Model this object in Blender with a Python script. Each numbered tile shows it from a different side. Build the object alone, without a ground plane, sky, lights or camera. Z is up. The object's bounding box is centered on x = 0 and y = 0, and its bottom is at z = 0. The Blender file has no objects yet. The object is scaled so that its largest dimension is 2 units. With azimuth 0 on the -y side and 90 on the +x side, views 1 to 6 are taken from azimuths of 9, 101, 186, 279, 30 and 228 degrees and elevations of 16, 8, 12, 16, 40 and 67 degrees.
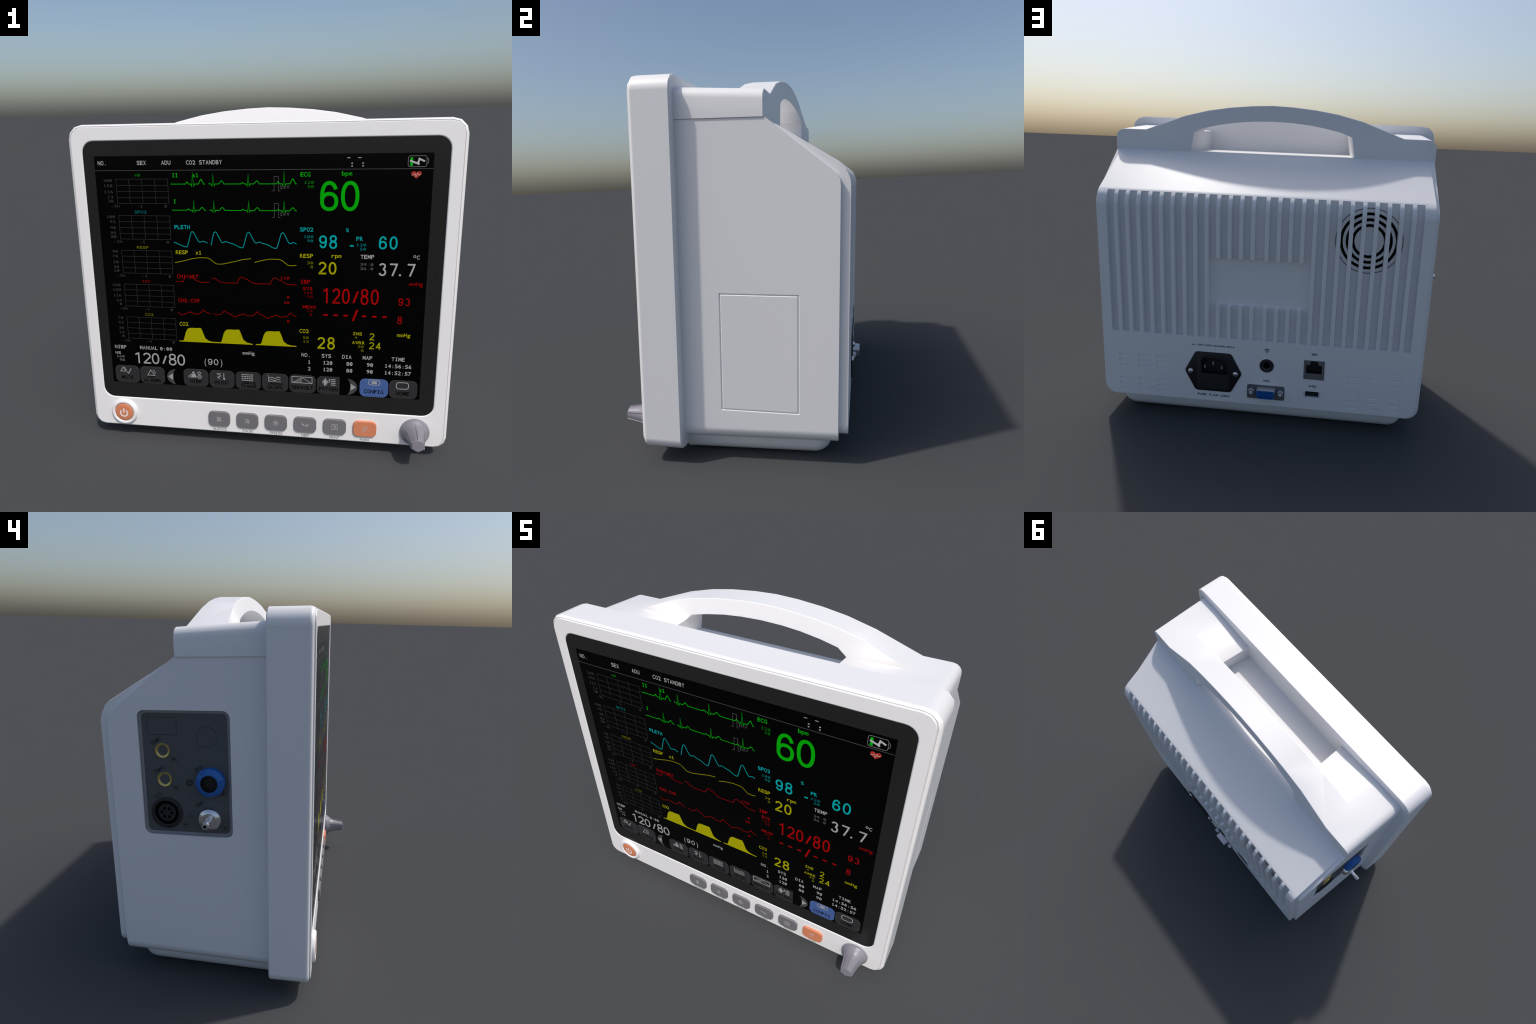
"""Bedside patient monitor: white plastic case, carrying handle, screen with a coloured display, connectors."""
import bpy, bmesh, math
from mathutils import Matrix, Vector

pi = math.pi
# --------------------------------------------------------------------------
# frame: the case leans back on its foot plate, so every part is described
# upright (x right, y to the rear, z up) and set down by TILT.
TILT = Matrix.Translation((0.0225, 0, 0)) @ Matrix.Rotation(-math.radians(2.15), 4, 'X')
scene = bpy.context.scene


# ------------------------------------------------------------------ materials
def plastic(name, rgb, rough=0.45, spec=0.5, metallic=0.0, grain=0.0, coat=0.0, vary=0.0, scale=60):
    m = bpy.data.materials.new(name)
    m.use_nodes = True
    nt = m.node_tree
    b = nt.nodes["Principled BSDF"]
    b.inputs["Base Color"].default_value = (*rgb, 1)
    b.inputs["Roughness"].default_value = rough
    b.inputs["Specular IOR Level"].default_value = spec
    b.inputs["Metallic"].default_value = metallic
    b.inputs["Coat Weight"].default_value = coat
    tc = nt.nodes.new("ShaderNodeTexCoord")
    nz = nt.nodes.new("ShaderNodeTexNoise")
    nz.inputs["Scale"].default_value = scale
    nz.inputs["Detail"].default_value = 3
    nt.links.new(tc.outputs["Object"], nz.inputs["Vector"])
    if vary:
        mx = nt.nodes.new("ShaderNodeMix")
        mx.data_type = 'RGBA'
        mx.inputs["A"].default_value = (*[c * (1 - vary) for c in rgb], 1)
        mx.inputs["B"].default_value = (*[min(1, c * (1 + vary)) for c in rgb], 1)
        nt.links.new(nz.outputs["Fac"], mx.inputs["Factor"])
        nt.links.new(mx.outputs["Result"], b.inputs["Base Color"])
    else:
        mr = nt.nodes.new("ShaderNodeMapRange")
        mr.inputs["To Min"].default_value = max(0.02, rough - 0.03)
        mr.inputs["To Max"].default_value = rough + 0.03
        nt.links.new(nz.outputs["Fac"], mr.inputs["Value"])
        nt.links.new(mr.outputs["Result"], b.inputs["Roughness"])
    if grain:
        bp = nt.nodes.new("ShaderNodeBump")
        bp.inputs["Strength"].default_value = grain
        bp.inputs["Distance"].default_value = 0.001
        n2 = nt.nodes.new("ShaderNodeTexNoise")
        n2.inputs["Scale"].default_value = 900
        nt.links.new(tc.outputs["Object"], n2.inputs["Vector"])
        nt.links.new(n2.outputs["Fac"], bp.inputs["Height"])
        nt.links.new(bp.outputs["Normal"], b.inputs["Normal"])
    return m


WHITE = plastic("white_plastic", (0.860, 0.850, 0.852), 0.42, grain=0.02)
RUBBER_GREY = plastic("grey_rubber", (0.168, 0.164, 0.176), 0.55)
KNOB_GREY = plastic("knob_plastic", (0.245, 0.235, 0.27), 0.38)
ORANGE = plastic("orange_rubber", (0.67, 0.235, 0.115), 0.5)
ICON_PALE = plastic("icon_print", (0.50, 0.48, 0.51), 0.5)
ICON_WHITE = plastic("power_icon_print", (0.85, 0.78, 0.76), 0.45)
INK = plastic("dark_ink", (0.10, 0.10, 0.11), 0.6)
BLACK_INK = plastic("black_ink", (0.010, 0.010, 0.012), 0.6)
GLASS = plastic("screen_glass_black", (0.0175, 0.0175, 0.0175), 0.20, spec=0.16)
PANEL_BLACK = plastic("display_black", (0.0006, 0.0006, 0.0006), 0.20, spec=0.12)
VENT_BLACK = plastic("vent_black", (0.002, 0.002, 0.002), 0.9, spec=0.1)  # near-black paint supplies the inner darkness of slots, bores and holes
SEAM = plastic("seam_grey", (0.30, 0.30, 0.31), 0.7)
SOCKET_BLACK = plastic("socket_plastic_black", (0.012, 0.012, 0.014), 0.5, spec=0.4)
SOCKET_DARK = plastic("socket_plastic_dark", (0.022, 0.022, 0.025), 0.5, spec=0.4)
PANEL_GREY = plastic("panel_dark_grey", (0.104, 0.107, 0.112), 0.6, spec=0.3)
FRAME_GREY = plastic("panel_frame_grey", (0.27, 0.27, 0.29), 0.5)
PANEL_INK = plastic("panel_ink", (0.035, 0.036, 0.04), 0.6, spec=0.3)
BLUE = plastic("blue_plastic", (0.013, 0.135, 0.47), 0.38)
VGA_BLUE = plastic("blue_connector_plastic", (0.006, 0.105, 0.40), 0.45)
STEEL = plastic("plated_steel", (0.80, 0.80, 0.82), 0.22, metallic=1.0, vary=0.06, scale=25)
STEEL_MATT = plastic("matt_steel", (0.62, 0.62, 0.64), 0.38, metallic=0.75)
NUT_STEEL = plastic("nickel_plate", (0.75, 0.78, 0.80), 0.4, metallic=0.25)
TIN = plastic("tin_grey", (0.16, 0.16, 0.18), 0.45, metallic=0.3)
JACK_GREY = plastic("jack_housing_grey", (0.15, 0.145, 0.15), 0.5)
BRASS = plastic("brass", (0.66, 0.52, 0.17), 0.36, metallic=0.8, vary=0.15, scale=90)

UI = {}


def ui(rgb):
    if rgb not in UI:
        UI[rgb] = plastic("display_%s" % "_".join("%03d" % round(c * 1000) for c in rgb), rgb, 0.28, spec=0.12)
    return UI[rgb]


# -------------------------------------------------------------------- objects
def empty(name):
    o = bpy.data.objects.new(name, None)
    scene.collection.objects.link(o)
    return o


def make(name, bm, mat, parent, basis=None, smooth=30, kind=None):
    me = bpy.data.meshes.new(name)
    if isinstance(bm, bmesh.types.BMesh):
        bmesh.ops.recalc_face_normals(bm, faces=bm.faces)
        bm.to_mesh(me)
        bm.free()
    else:
        bpy.data.meshes.remove(me)
        me = bm
    if not len(me.materials):
        for m in (mat if isinstance(mat, (list, tuple)) else [mat]):
            me.materials.append(m)
    if smooth:
        me.shade_smooth()
        me.set_sharp_from_angle(angle=math.radians(smooth))
    o = bpy.data.objects.new(name, me)
    scene.collection.objects.link(o)
    o.parent = parent
    top = parent is None or parent.type == 'EMPTY'
    o.matrix_basis = basis if basis is not None else (TILT if top else Matrix())
    if kind:
        o["kind"] = kind
    return o


ROOT = empty("patient_monitor")
ROOT["label"] = "white bedside patient monitor with carrying handle and vital signs screen"
ROOT["category"] = "patient monitor"


def settle(o):
    """Apply the modifiers of o."""
    bpy.context.view_layer.update()
    dg = bpy.context.evaluated_depsgraph_get()
    me = bpy.data.meshes.new_from_object(o.evaluated_get(dg), depsgraph=dg)
    o.modifiers.clear()
    old = o.data
    o.data = me
    me.name = old.name
    bpy.data.meshes.remove(old)


def carve(o, cutter_bm, mat=None):
    """Boolean difference with a temporary cutter given in the same coordinates."""
    me = bpy.data.meshes.new("cutter")
    bmesh.ops.recalc_face_normals(cutter_bm, faces=cutter_bm.faces)
    cutter_bm.to_mesh(me)
    cutter_bm.free()
    me.materials.append(mat or o.data.materials[0])
    c = bpy.data.objects.new("cutter", me)
    scene.collection.objects.link(c)
    c.matrix_world = o.matrix_basis
    m = o.modifiers.new("cut", 'BOOLEAN')
    m.operation, m.solver, m.object = 'DIFFERENCE', 'EXACT', c
    m.material_mode = 'TRANSFER'
    settle(o)
    bpy.data.objects.remove(c)
    bpy.data.meshes.remove(me)


def resmooth(o, deg=30):
    o.data.shade_smooth()
    o.data.set_sharp_from_angle(angle=math.radians(deg))


def even_normals(o):
    """Let the large flat faces keep their own normals beside rounded edges."""
    m = o.modifiers.new("normals", 'WEIGHTED_NORMAL')
    m.mode, m.weight, m.keep_sharp = 'FACE_AREA', 100, True
    settle(o)


def bevel(o, width, segs=2, angle=35, weight=False):
    m = o.modifiers.new("bevel", 'BEVEL')
    m.width, m.segments = width, segs
    m.limit_method = 'WEIGHT' if weight else 'ANGLE'
    m.angle_limit = math.radians(angle)
    m.use_clamp_overlap = True
    settle(o)


# ------------------------------------------------------------ geometry helpers
def rrect(x0, x1, z0, z1, r, segs=4, split=1):
    """Rounded rectangle as (x, z) points; split > 1 subdivides the chords."""
    arcs = []
    for cx, cz, a0 in ((x1 - r, z1 - r, 0), (x0 + r, z1 - r, 90), (x0 + r, z0 + r, 180), (x1 - r, z0 + r, 270)):
        arc = [(cx + r * math.cos(math.radians(a0 + 90 * i / segs)), cz + r * math.sin(math.radians(a0 + 90 * i / segs))) for i in range(segs + 1)]
        full = []
        for p, q in zip(arc, arc[1:]):
            full += [(p[0] + (q[0] - p[0]) * k / split, p[1] + (q[1] - p[1]) * k / split) for k in range(split)]
        arcs += full + [arc[-1]]
    return arcs


def ring_loft(bm, loops, close_first=True, close_last=True, mat=0):
    """Skin a list of equally long closed point loops."""
    rings = [[bm.verts.new(p) for p in lp] for lp in loops]
    n = len(rings[0])
    for a, b in zip(rings, rings[1:]):
        for i in range(n):
            f = bm.faces.new((a[i], a[(i + 1) % n], b[(i + 1) % n], b[i]))
            f.material_index = mat
    if close_first:
        bm.faces.new(rings[0]).material_index = mat
    if close_last:
        bm.faces.new(rings[-1]).material_index = mat
    return rings


def at_y(pts, y):
    return [(x, y, z) for x, z in pts]


def at_x(pts, x):
    return [(x, y, z) for y, z in pts]


def prism_y(bm, pts, y0, y1, mat=0):
    return ring_loft(bm, [at_y(pts, y0), at_y(pts, y1)], mat=mat)


def prism_x(bm, pts, x0, x1, mat=0):
    return ring_loft(bm, [at_x(pts, x0), at_x(pts, x1)], mat=mat)


def box(bm, x0, x1, y0, y1, z0, z1, mat=0):
    prism_y(bm, [(x0, z0), (x1, z0), (x1, z1), (x0, z1)], y0, y1, mat)


def lathe(bm, profile, centre, axis, n=32, mat=0, closed=False):
    """Turn (distance along the axis, radius) about an axis through centre."""
    cx, cy, cz = centre

    def ring(d, r):
        out = []
        for i in range(n):
            a = 2 * pi * i / n
            u, v = r * math.cos(a), r * math.sin(a)
            out.append((cx + u, cy + d, cz + v) if axis == 'y' else (cx + d, cy + u, cz + v))
        return out
    loops = [ring(d, max(r, 1e-4)) for d, r in profile]
    if closed:
        loops.append(loops[0])
        rings = [[bm.verts.new(p) for p in lp] for lp in loops[:-1]]
        rings.append(rings[0])
        for a, b in zip(rings, rings[1:]):
            for i in range(n):
                bm.faces.new((a[i], a[(i + 1) % n], b[(i + 1) % n], b[i])).material_index = mat
        return
    ring_loft(bm, loops, mat=mat)


def round_poly(pts, r, segs=4):
    """Round the corners of a convex polygon."""
    out, n = [], len(pts)
    for i in range(n):
        p, a, b = Vector(pts[i]), Vector(pts[i - 1]), Vector(pts[(i + 1) % n])
        u, v = (a - p).normalized(), (b - p).normalized()
        half = u.angle(v) / 2
        t = r / math.tan(half)
        c = p + (u + v).normalized() * (r / math.sin(half))
        s, e = p + u * t - c, p + v * t - c
        a0, a1 = math.atan2(s.y, s.x), math.atan2(e.y, e.x)
        d = (a1 - a0 + pi) % (2 * pi) - pi
        out += [(c.x + r * math.cos(a0 + d * k / segs), c.y + r * math.sin(a0 + d * k / segs)) for k in range(segs + 1)]
    return out


# ---- flat artwork: drawn in a plane (u, v), lifted w, then mapped into place
class Plane:
    def __init__(self, origin, u, v, w):
        self.o, self.u, self.v, self.w = Vector(origin), Vector(u), Vector(v), Vector(w)

    def __call__(self, a, b, h=0.0):
        return self.o + self.u * a + self.v * b + self.w * h


THICK = 0.0003


def solid_face(bm, plane, loop, h):
    """A thin printed solid bounded by loop (list of uv)."""
    top = [bm.verts.new(plane(a, b, h)) for a, b in loop]
    bot = [bm.verts.new(plane(a, b, h - THICK)) for a, b in loop]
    n = len(loop)
    bm.faces.new(top)
    bm.faces.new(bot[::-1])
    for i in range(n):
        bm.faces.new((top[i], bot[i], bot[(i + 1) % n], top[(i + 1) % n]))


def stroke(bm, plane, pts, width, h, closed=False):
    """A mitred line of constant width."""
    P = [Vector(p) for p in pts]
    P = [p for i, p in enumerate(P) if i == 0 or (p - P[i - 1]).length > 1e-6]
    n = len(P)
    left, right = [], []
    for i in range(n):
        d0 = (P[i] - P[i - 1]).normalized() if (i or closed) else None
        d1 = (P[(i + 1) % n] - P[i]).normalized() if (i < n - 1 or closed) else None
        if d0 is None:
            d0 = d1
        if d1 is None:
            d1 = d0
        nn = Vector((-(d0 + d1).y, (d0 + d1).x))
        if nn.length < 1e-4:
            nn = Vector((-d0.y, d0.x))
        nn.normalize()
        k = max(0.45, abs(nn.dot(Vector((-d0.y, d0.x)))))
        off = nn * (width / 2 / k)
        left.append(P[i] + off)
        right.append(P[i] - off)
    vs = []
    for hh in (h, h - THICK):
        vs.append(([bm.verts.new(plane(p.x, p.y, hh)) for p in left], [bm.verts.new(plane(p.x, p.y, hh)) for p in right]))
    (lt, rt), (lb, rb) = vs
    idx = range(n if closed else n - 1)
    for i in idx:
        j = (i + 1) % n
        for q in ((lt[i], lt[j], rt[j], rt[i]), (lb[i], rb[i], rb[j], lb[j]), (lt[i], lb[i], lb[j], lt[j]), (rt[i], rt[j], rb[j], rb[i])):
            bm.faces.new(q)
    if not closed:
        bm.faces.new((lt[0], rt[0], rb[0], lb[0]))
        bm.faces.new((lt[-1], lb[-1], rb[-1], rt[-1]))


def circle(cx, cy, r, n=16):
    return [(cx + r * math.cos(2 * pi * i / n), cy + r * math.sin(2 * pi * i / n)) for i in range(n)]


# ---- lettering from the built-in font
_font = bpy.data.curves.new("type", 'FONT')
_font_ob = bpy.data.objects.new("type", _font)
scene.collection.objects.link(_font_ob)
_glyphs = {}


def glyph(ch, bold):
    """Vertices, faces and horizontal extent of one character, cap height = 1."""
    key = (ch, bold)
    if key not in _glyphs:
        _font.body, _font.offset, _font.resolution_u = ch, bold, 6
        bpy.context.view_layer.update()
        dg = bpy.context.evaluated_depsgraph_get()
        ev = _font_ob.evaluated_get(dg)
        me = ev.to_mesh()
        v = [(p.co.x / 0.682, p.co.y / 0.682) for p in me.vertices]
        f = [tuple(p.vertices) for p in me.polygons]
        ev.to_mesh_clear()
        _glyphs[key] = (v, f, min((a for a, _ in v), default=0), max((a for a, _ in v), default=0))
    return _glyphs[key]


NARROW = {'.': .24, ':': .24, '-': .62, '/': .85, '(': .36, ')': .36, 'i': .3, 'l': .3, '%': 1.0, ';': .3, "'": .2}


def put_glyph(bm, plane, ch, x0, x1, base, high, h, bold):
    v, f, g0, g1 = glyph(ch, bold)
    sx = (x1 - x0) / max(1e-6, g1 - g0)
    vs = [bm.verts.new(plane(x0 + (a - g0) * sx, base + b * high, h)) for a, b in v]
    edges = {}
    for face in f:
        bm.faces.new([vs[i] for i in face])


def figure_one(bm, plane, x0, x1, base, high, h, serif, t):
    """The numeral one: stem with a flag and, in the small type, a foot."""
    xs = x0 + (x1 - x0) * (0.5 if serif else 0.62)
    solid_face(bm, plane, [(xs - t / 2, base), (xs + t / 2, base), (xs + t / 2, base + high), (xs - t / 2 * .2, base + high), (xs - t / 2, base + high * .93)], h)
    solid_face(bm, plane, [(xs - t / 2, base + high * .93), (xs - t / 2, base + high * .80), (x0, base + high * .74), (x0, base + high * .84)], h)
    if serif:
        solid_face(bm, plane, [(x0, base), (xs - t / 2, base), (xs - t / 2, base + high * .13), (x0, base + high * .13)], h)
        solid_face(bm, plane, [(xs + t / 2, base), (x1, base), (x1, base + high * .13), (xs + t / 2, base + high * .13)], h)


def mono_text(bm, plane, s, x, base, cell, gw, high, h, bold=0.02, serif=True, slash=True):
    """Fixed-width type: each character is fitted to its cell."""
    for i, ch in enumerate(s):
        if ch == ' ':
            continue
        c0 = x + i * cell
        if ch == '1':
            w = gw * (0.72 if serif else 0.58)
            figure_one(bm, plane, c0 + (gw - w) * .5, c0 + (gw + w) * .5, base, high, h, serif, gw * (.27 if serif else .19))
            continue
        if ch == 'I':
            t = gw * .28
            m, w = c0 + gw * .5, gw * .36
            solid_face(bm, plane, [(m - t / 2, base), (m + t / 2, base), (m + t / 2, base + high), (m - t / 2, base + high)], h)
            for b0 in (base, base + high * .87):
                for q0, q1 in ((m - w, m - t / 2), (m + t / 2, m + w)):
                    solid_face(bm, plane, [(q0, b0), (q1, b0), (q1, b0 + high * .13), (q0, b0 + high * .13)], h)
            continue
        w = gw * NARROW.get(ch, 1.0)
        put_glyph(bm, plane, ch, c0 + (gw - w) / 2, c0 + (gw + w) / 2, base, high, h, bold)
        if ch == '0' and slash:
            stroke(bm, plane, [(c0 + gw * .36, base + high * .30), (c0 + gw * .64, base + high * .70)], gw * .2, h + 0.0002)


def free_text(bm, plane, s, x0, x1, base, high, h, bold=0.0):
    """Proportional type, stretched to run from x0 to x1."""
    pen, out = 0.0, []
    for ch in s:
        if ch == ' ':
            pen += 0.38
            continue
        if ch == '1':
            out.append((ch, pen, pen + .42, 0, .42))
            pen += .56
            continue
        v, f, g0, g1 = glyph(ch, bold)
        out.append((ch, pen, pen + g1 - g0, g0, g1))
        pen += g1 - g0 + 0.14
    end = out[-1][2]
    k = (x1 - x0) / end
    for ch, a, b, _, _ in out:
        if ch == '1':
            figure_one(bm, plane, x0 + a * k, x0 + b * k, base, high, h, False, abs(k) * .16)
        else:
            put_glyph(bm, plane, ch, x0 + a * k, x0 + b * k, base, high, h, bold)


def thicken(bm_flat, plane):
    """Give the lettering body: extrude the flat faces back into the surface."""
    flat = [f for f in bm_flat.faces if all(len(e.link_faces) <= 2 for e in f.edges)]
    return bm_flat


def lettering(name, parent, plane, mat, draw, basis=None):
    bm = bmesh.new()
    draw(bm)
    return make(name, bm, mat, parent, basis=basis, smooth=0)


# ========================================================================= case
# ---- main housing: side profile (y, z) carried across the width
HALF = 0.9232
world_level = lambda y, z0: (z0 + y * 0.0375) / 0.9993     # a line level with the table
side = [(-0.252, world_level(-0.252, 0.1045)), (0.465, world_level(0.467, 0.1045)), (0.465, 1.268), (0.4623, 1.2953), (0.4462, 1.3212), (0.148, 1.5535), (-0.252, 1.5535)]
bm = bmesh.new()
prism_x(bm, side, -HALF, HALF)
low = [e for e in bm.edges if abs(e.verts[0].co.x - e.verts[1].co.x) < 1e-6 and max(v.co.z for v in e.verts) < 0.2]
bmesh.ops.bevel(bm, geom=low, offset=0.068, segments=4, affect='EDGES', profile=0.5)
housing = make("housing", bm, WHITE, ROOT)
# service hatch outline: a V groove round a rectangle on the right side
bm = bmesh.new()


def hatch_loop(d, x):
    return [(x, -0.0655 + d, 0.2555 + d), (x, 0.2935 - d, 0.2585 + d), (x, 0.2935 - d, 0.8035 - d), (x, -0.0655 + d, 0.8010 - d)]


rings = [[bm.verts.new(p) for p in hatch_loop(d, x)] for d, x in ((-0.001, HALF + .001), (0.0042, HALF - .0055), (0.0105, HALF + .001))]
for a, b in ((0, 1), (1, 2), (2, 0)):
    for i in range(4):
        bm.faces.new((rings[a][i], rings[a][(i + 1) % 4], rings[b][(i + 1) % 4], rings[b][i]))
carve(housing, bm)
# opening for the connector panel on the left side
PY0, PY1, PZ0, PZ1 = -0.0815, 0.3285, 0.7605, 1.3315
bm = bmesh.new()
prism_x(bm, rrect(PY0, PY1, PZ0, PZ1, 0.032, 5), -HALF - 0.01, -HALF + 0.024)
carve(housing, bm)
resmooth(housing, 27)
even_normals(housing)

# ---- foot plate, flat on the table (drawn in table coordinates)
bm = bmesh.new()
R, N = 0.088, 5


def sole(d, r):
    """Outline inset by d: rounded at the rear, square against the screen housing."""
    back = rrect(-0.847 + d, 0.847 - d, -0.60, 0.436 - d, r, 4)
    return [(x, y) if y > -0.3 else (x, -0.262) for x, y in back[:10]] + [(-0.847 + d, -0.262), (0.847 - d, -0.262)]


loops = []
for k in range(N + 1):
    a = math.radians(90 * k / N)
    d, z = R * (1 - math.sin(a)), R * (1 - math.cos(a))
    loops.append([(x, y, z) for x, y in sole(d, max(0.006, 0.075 - d * .75))])
loops.append([(x, y, 0.135) for x, y in sole(0, 0.075)])
ring_loft(bm, loops)
foot = make("foot_plate", bm, WHITE, ROOT, basis=Matrix.Translation((0.0225, 0, 0)))

# ---- rear cover: stands proud of the housing, ribbed, with sockets below
CW = 0.9015
prof = [(0.10, 0.150), (0.508, 0.150), (0.508, 1.2767), (0.5040, 1.2985), (0.4950, 1.3200), (0.4809, 1.3474), (0.4589, 1.3665), (0.142, 1.5555), (0.10, 1.5555)]
bm = bmesh.new()
prism_x(bm, prof, -CW + 0.0015, CW + 0.0015)
low = [e for e in bm.edges if abs(e.verts[0].co.x - e.verts[1].co.x) < 1e-6 and max(v.co.z for v in e.verts) < 0.2]
bmesh.ops.bevel(bm, geom=low, offset=0.066, segments=5, affect='EDGES', profile=0.5)
cover = make("rear_cover", bm, WHITE, ROOT)
bevel(cover, 0.004, 2, 50)
FLOOR, OPEN = 0.4715, 0.60
GX, PITCH, GW = 0.0024, 0.0629, 0.0412
bm = bmesh.new()
for s in (-1, 1):
    for k in range(13):
        a = GX + s * (0.0488 + k * PITCH)
        b = a + s * GW
        box(bm, min(a, b), max(a, b), FLOOR, OPEN, 0.547, 1.60)
box(bm, -0.0245, 0.0293, FLOOR, OPEN, 0.547, 1.60)
carve(cover, bm)
bm = bmesh.new()
box(bm, -0.246, 0.2465, FLOOR - 0.0022, OPEN, 0.742, 1.0155)
for cx in (-1, 1):                                   # small louvres, shallow
    for cz in (0.4115, 0.2615):
        for i in range(3):
            for j in range(3):
                a = cx * (0.5133 + 0.1122 * i)
                z = cz - 0.035 * j
                box(bm, min(a, a + cx * .0745), max(a, a + cx * .0745), 0.5010, 0.55, z - .0150, z)
carve(cover, bm)
bm = bmesh.new()                                     # openings behind the sockets
box(bm, 0.166, 0.348, 0.470, 0.55, 0.300, 0.428)
box(bm, -0.372, -0.275, 0.470, 0.55, 0.372, 0.455)
box(bm, -0.366, -0.269, 0.480, 0.55, 0.228, 0.2668)
lathe(bm, [(0.470, 0.022), (0.55, 0.022)], (-0.055, 0, 0.4025), 'y', 20)
carve(cover, bm, SOCKET_BLACK)
# fan grille: shallow ring slots in the rib floor, blackened to look deep
FX, FZ = -0.5735, 1.1495
bm = bmesh.new()
for r0, r1 in ((0.0768, 0.0926), (0.1073, 0.1228), (0.1385, 0.1540)):
    lathe(bm, [(0.4680, r0), (0.4680, r1), (0.4725, r1), (0.4725, r0)], (FX, 0, FZ), 'y', 48, closed=True)
carve(cover, bm, VENT_BLACK)
bm = bmesh.new()
lathe(bm, [(0.4695, 0.1725), (0.4695, 0.1785), (0.4725, 0.1785), (0.4725, 0.1725)], (FX, 0, FZ), 'y', 48, closed=True)
carve(cover, bm, SEAM)
resmooth(cover, 40)
even_normals(cover)

# ---- handle block: two shoulders bridged by an arched grip, one moulding
outer_half = [(0.7476, 1.6716), (0.5170, 1.7560), (0.3745, 1.7912), (0.2500, 1.8110), (0.1165, 1.8238), (0.0, 1.8285)]
inner_half = [(0.4596, 1.6670), (0.4003, 1.6890), (0.3140, 1.7094), (0.2130, 1.7261), (0.1130, 1.7350), (0.0, 1.7386)]
YB, YF, YE = 0.1445, -0.038, -0.25
SH = 0.9275
arc = [(SH - 0.046 + 0.046 * math.cos(math.radians(90 * i / 4)), 1.6255 + 0.046 * math.sin(math.radians(90 * i / 4))) for i in range(5)]
rise = lambda y: -(y - YB) * 0.053


def mirror(pts):
    return pts + [(-x, z) for x, z in reversed(pts) if abs(x) > 1e-6]


bm = bmesh.new()


def lift(x, z, y):
    """Shoulder tops fall to the rear; the grip is level, its front face leans back."""
    if z < 1.60:
        return (x, y, z)
    t = min(1.0, max(0.0, (z - 1.672) / 0.155))
    if y == YF:
        return (x * 0.968 if abs(abs(x) - 0.7476) < 1e-6 else x, y + 0.029 * t, z + 0.0097 * (1 - t) - 0.003 * t)
    if y == YB:
        return (x, y - 0.0110 * min(1.0, t / 0.4), z)
    return (x, y, z + rise(y))


def vrow(pts, y):
    return [bm.verts.new(lift(x, z, y)) for x, z in pts]


shoulder = [(SH, 1.5535)] + arc
o_pts = mirror(shoulder + outer_half)
in_b = mirror([(0.4770, 1.5535)] + inner_half)
front_shift = [0.4445, 0.4000, 0.3110, 0.2085, 0.1110, 0.0]
in_f = mirror([(0.4625, 1.5535)] + [(fx, z + (0.0085 if fx < .44 else -0.001)) for fx, (_, z) in zip(front_shift, inner_half)])
OB, OF = vrow(o_pts, YB), vrow(o_pts, YF)
IB, IF = vrow(in_b, YB), vrow(in_f, YF)
no, ni = len(o_pts), len(in_b)
# keep the inner edge of the shoulder tops level with the tops themselves
for v in (IF[1], IF[-2]):
    v.co.y, v.co.z = -0.033, 1.6698
for i in range(no - 1):
    bm.faces.new((OB[i], OB[i + 1], OF[i + 1], OF[i]))
for i in range(ni - 1):
    bm.faces.new((IB[i], IF[i], IF[i + 1], IB[i + 1]))
# rear face and the face of the grip above the shoulders, as strips
ns = len(shoulder)
for A, B_, s in ((OB, IB, 0), (OF, IF, 1)):
    # shoulder top start index ns .. arch
    for k in range(len(outer_half) - 1):
        bm.faces.new((A[ns + k], A[ns + k + 1], B_[k + 2], B_[k + 1]))
        bm.faces.new((A[no - 1 - ns - k], B_[ni - 2 - k], B_[ni - 3 - k], A[no - 2 - ns - k]))
    if s == 0:
        bm.faces.new(A[:ns + 1] + [B_[1], B_[0]])
        bm.faces.new([A[i] for i in range(no - 1, no - 2 - ns, -1)] + [B_[-2], B_[-1]])
# shoulders run on forward to the screen housing
for sgn in (1, -1):
    rim = [OF[i] if sgn > 0 else OF[no - 1 - i] for i in range(ns + 1)]
    far = [bm.verts.new(lift(sgn * x, z, YE)) for x, z in shoulder + [outer_half[0]]]
    e_top = IF[1] if sgn > 0 else IF[-2]
    e_low = IF[0] if sgn > 0 else IF[-1]
    f_top = bm.verts.new((sgn * 0.4340, YE, 1.6705))
    f_low = bm.verts.new((sgn * 0.4490, YE, 1.5535))
    for i in range(ns):
        bm.faces.new((rim[i], rim[i + 1], far[i + 1], far[i]))
    bm.faces.new((rim[ns], e_top, f_top, far[ns]))
    bm.faces.new((e_top, e_low, f_low, f_top))
    bm.faces.new(far + [f_top, f_low])
layer = bm.edges.layers.float.new('bevel_weight_edge')
bm.normal_update()
bmesh.ops.recalc_face_normals(bm, faces=bm.faces)
blend = set()
for e in bm.edges:
    if len(e.link_faces) != 2:
        continue
    ang = e.calc_face_angle_signed(0)
    a, b = e.verts
    root = any(abs(abs(v.co.x) - 0.7237) < 1e-3 and abs(v.co.y - YF) < 1e-3 for v in (a, b))
    if ang > math.radians(40) and not root:
        e[layer] = 1.0
handle = make("handle", bm, WHITE, ROOT, smooth=0)
bevel(handle, 0.0026, 1, weight=True)
resmooth(handle, 36)
sharp = handle.data.attributes.get("sharp_edge")
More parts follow.
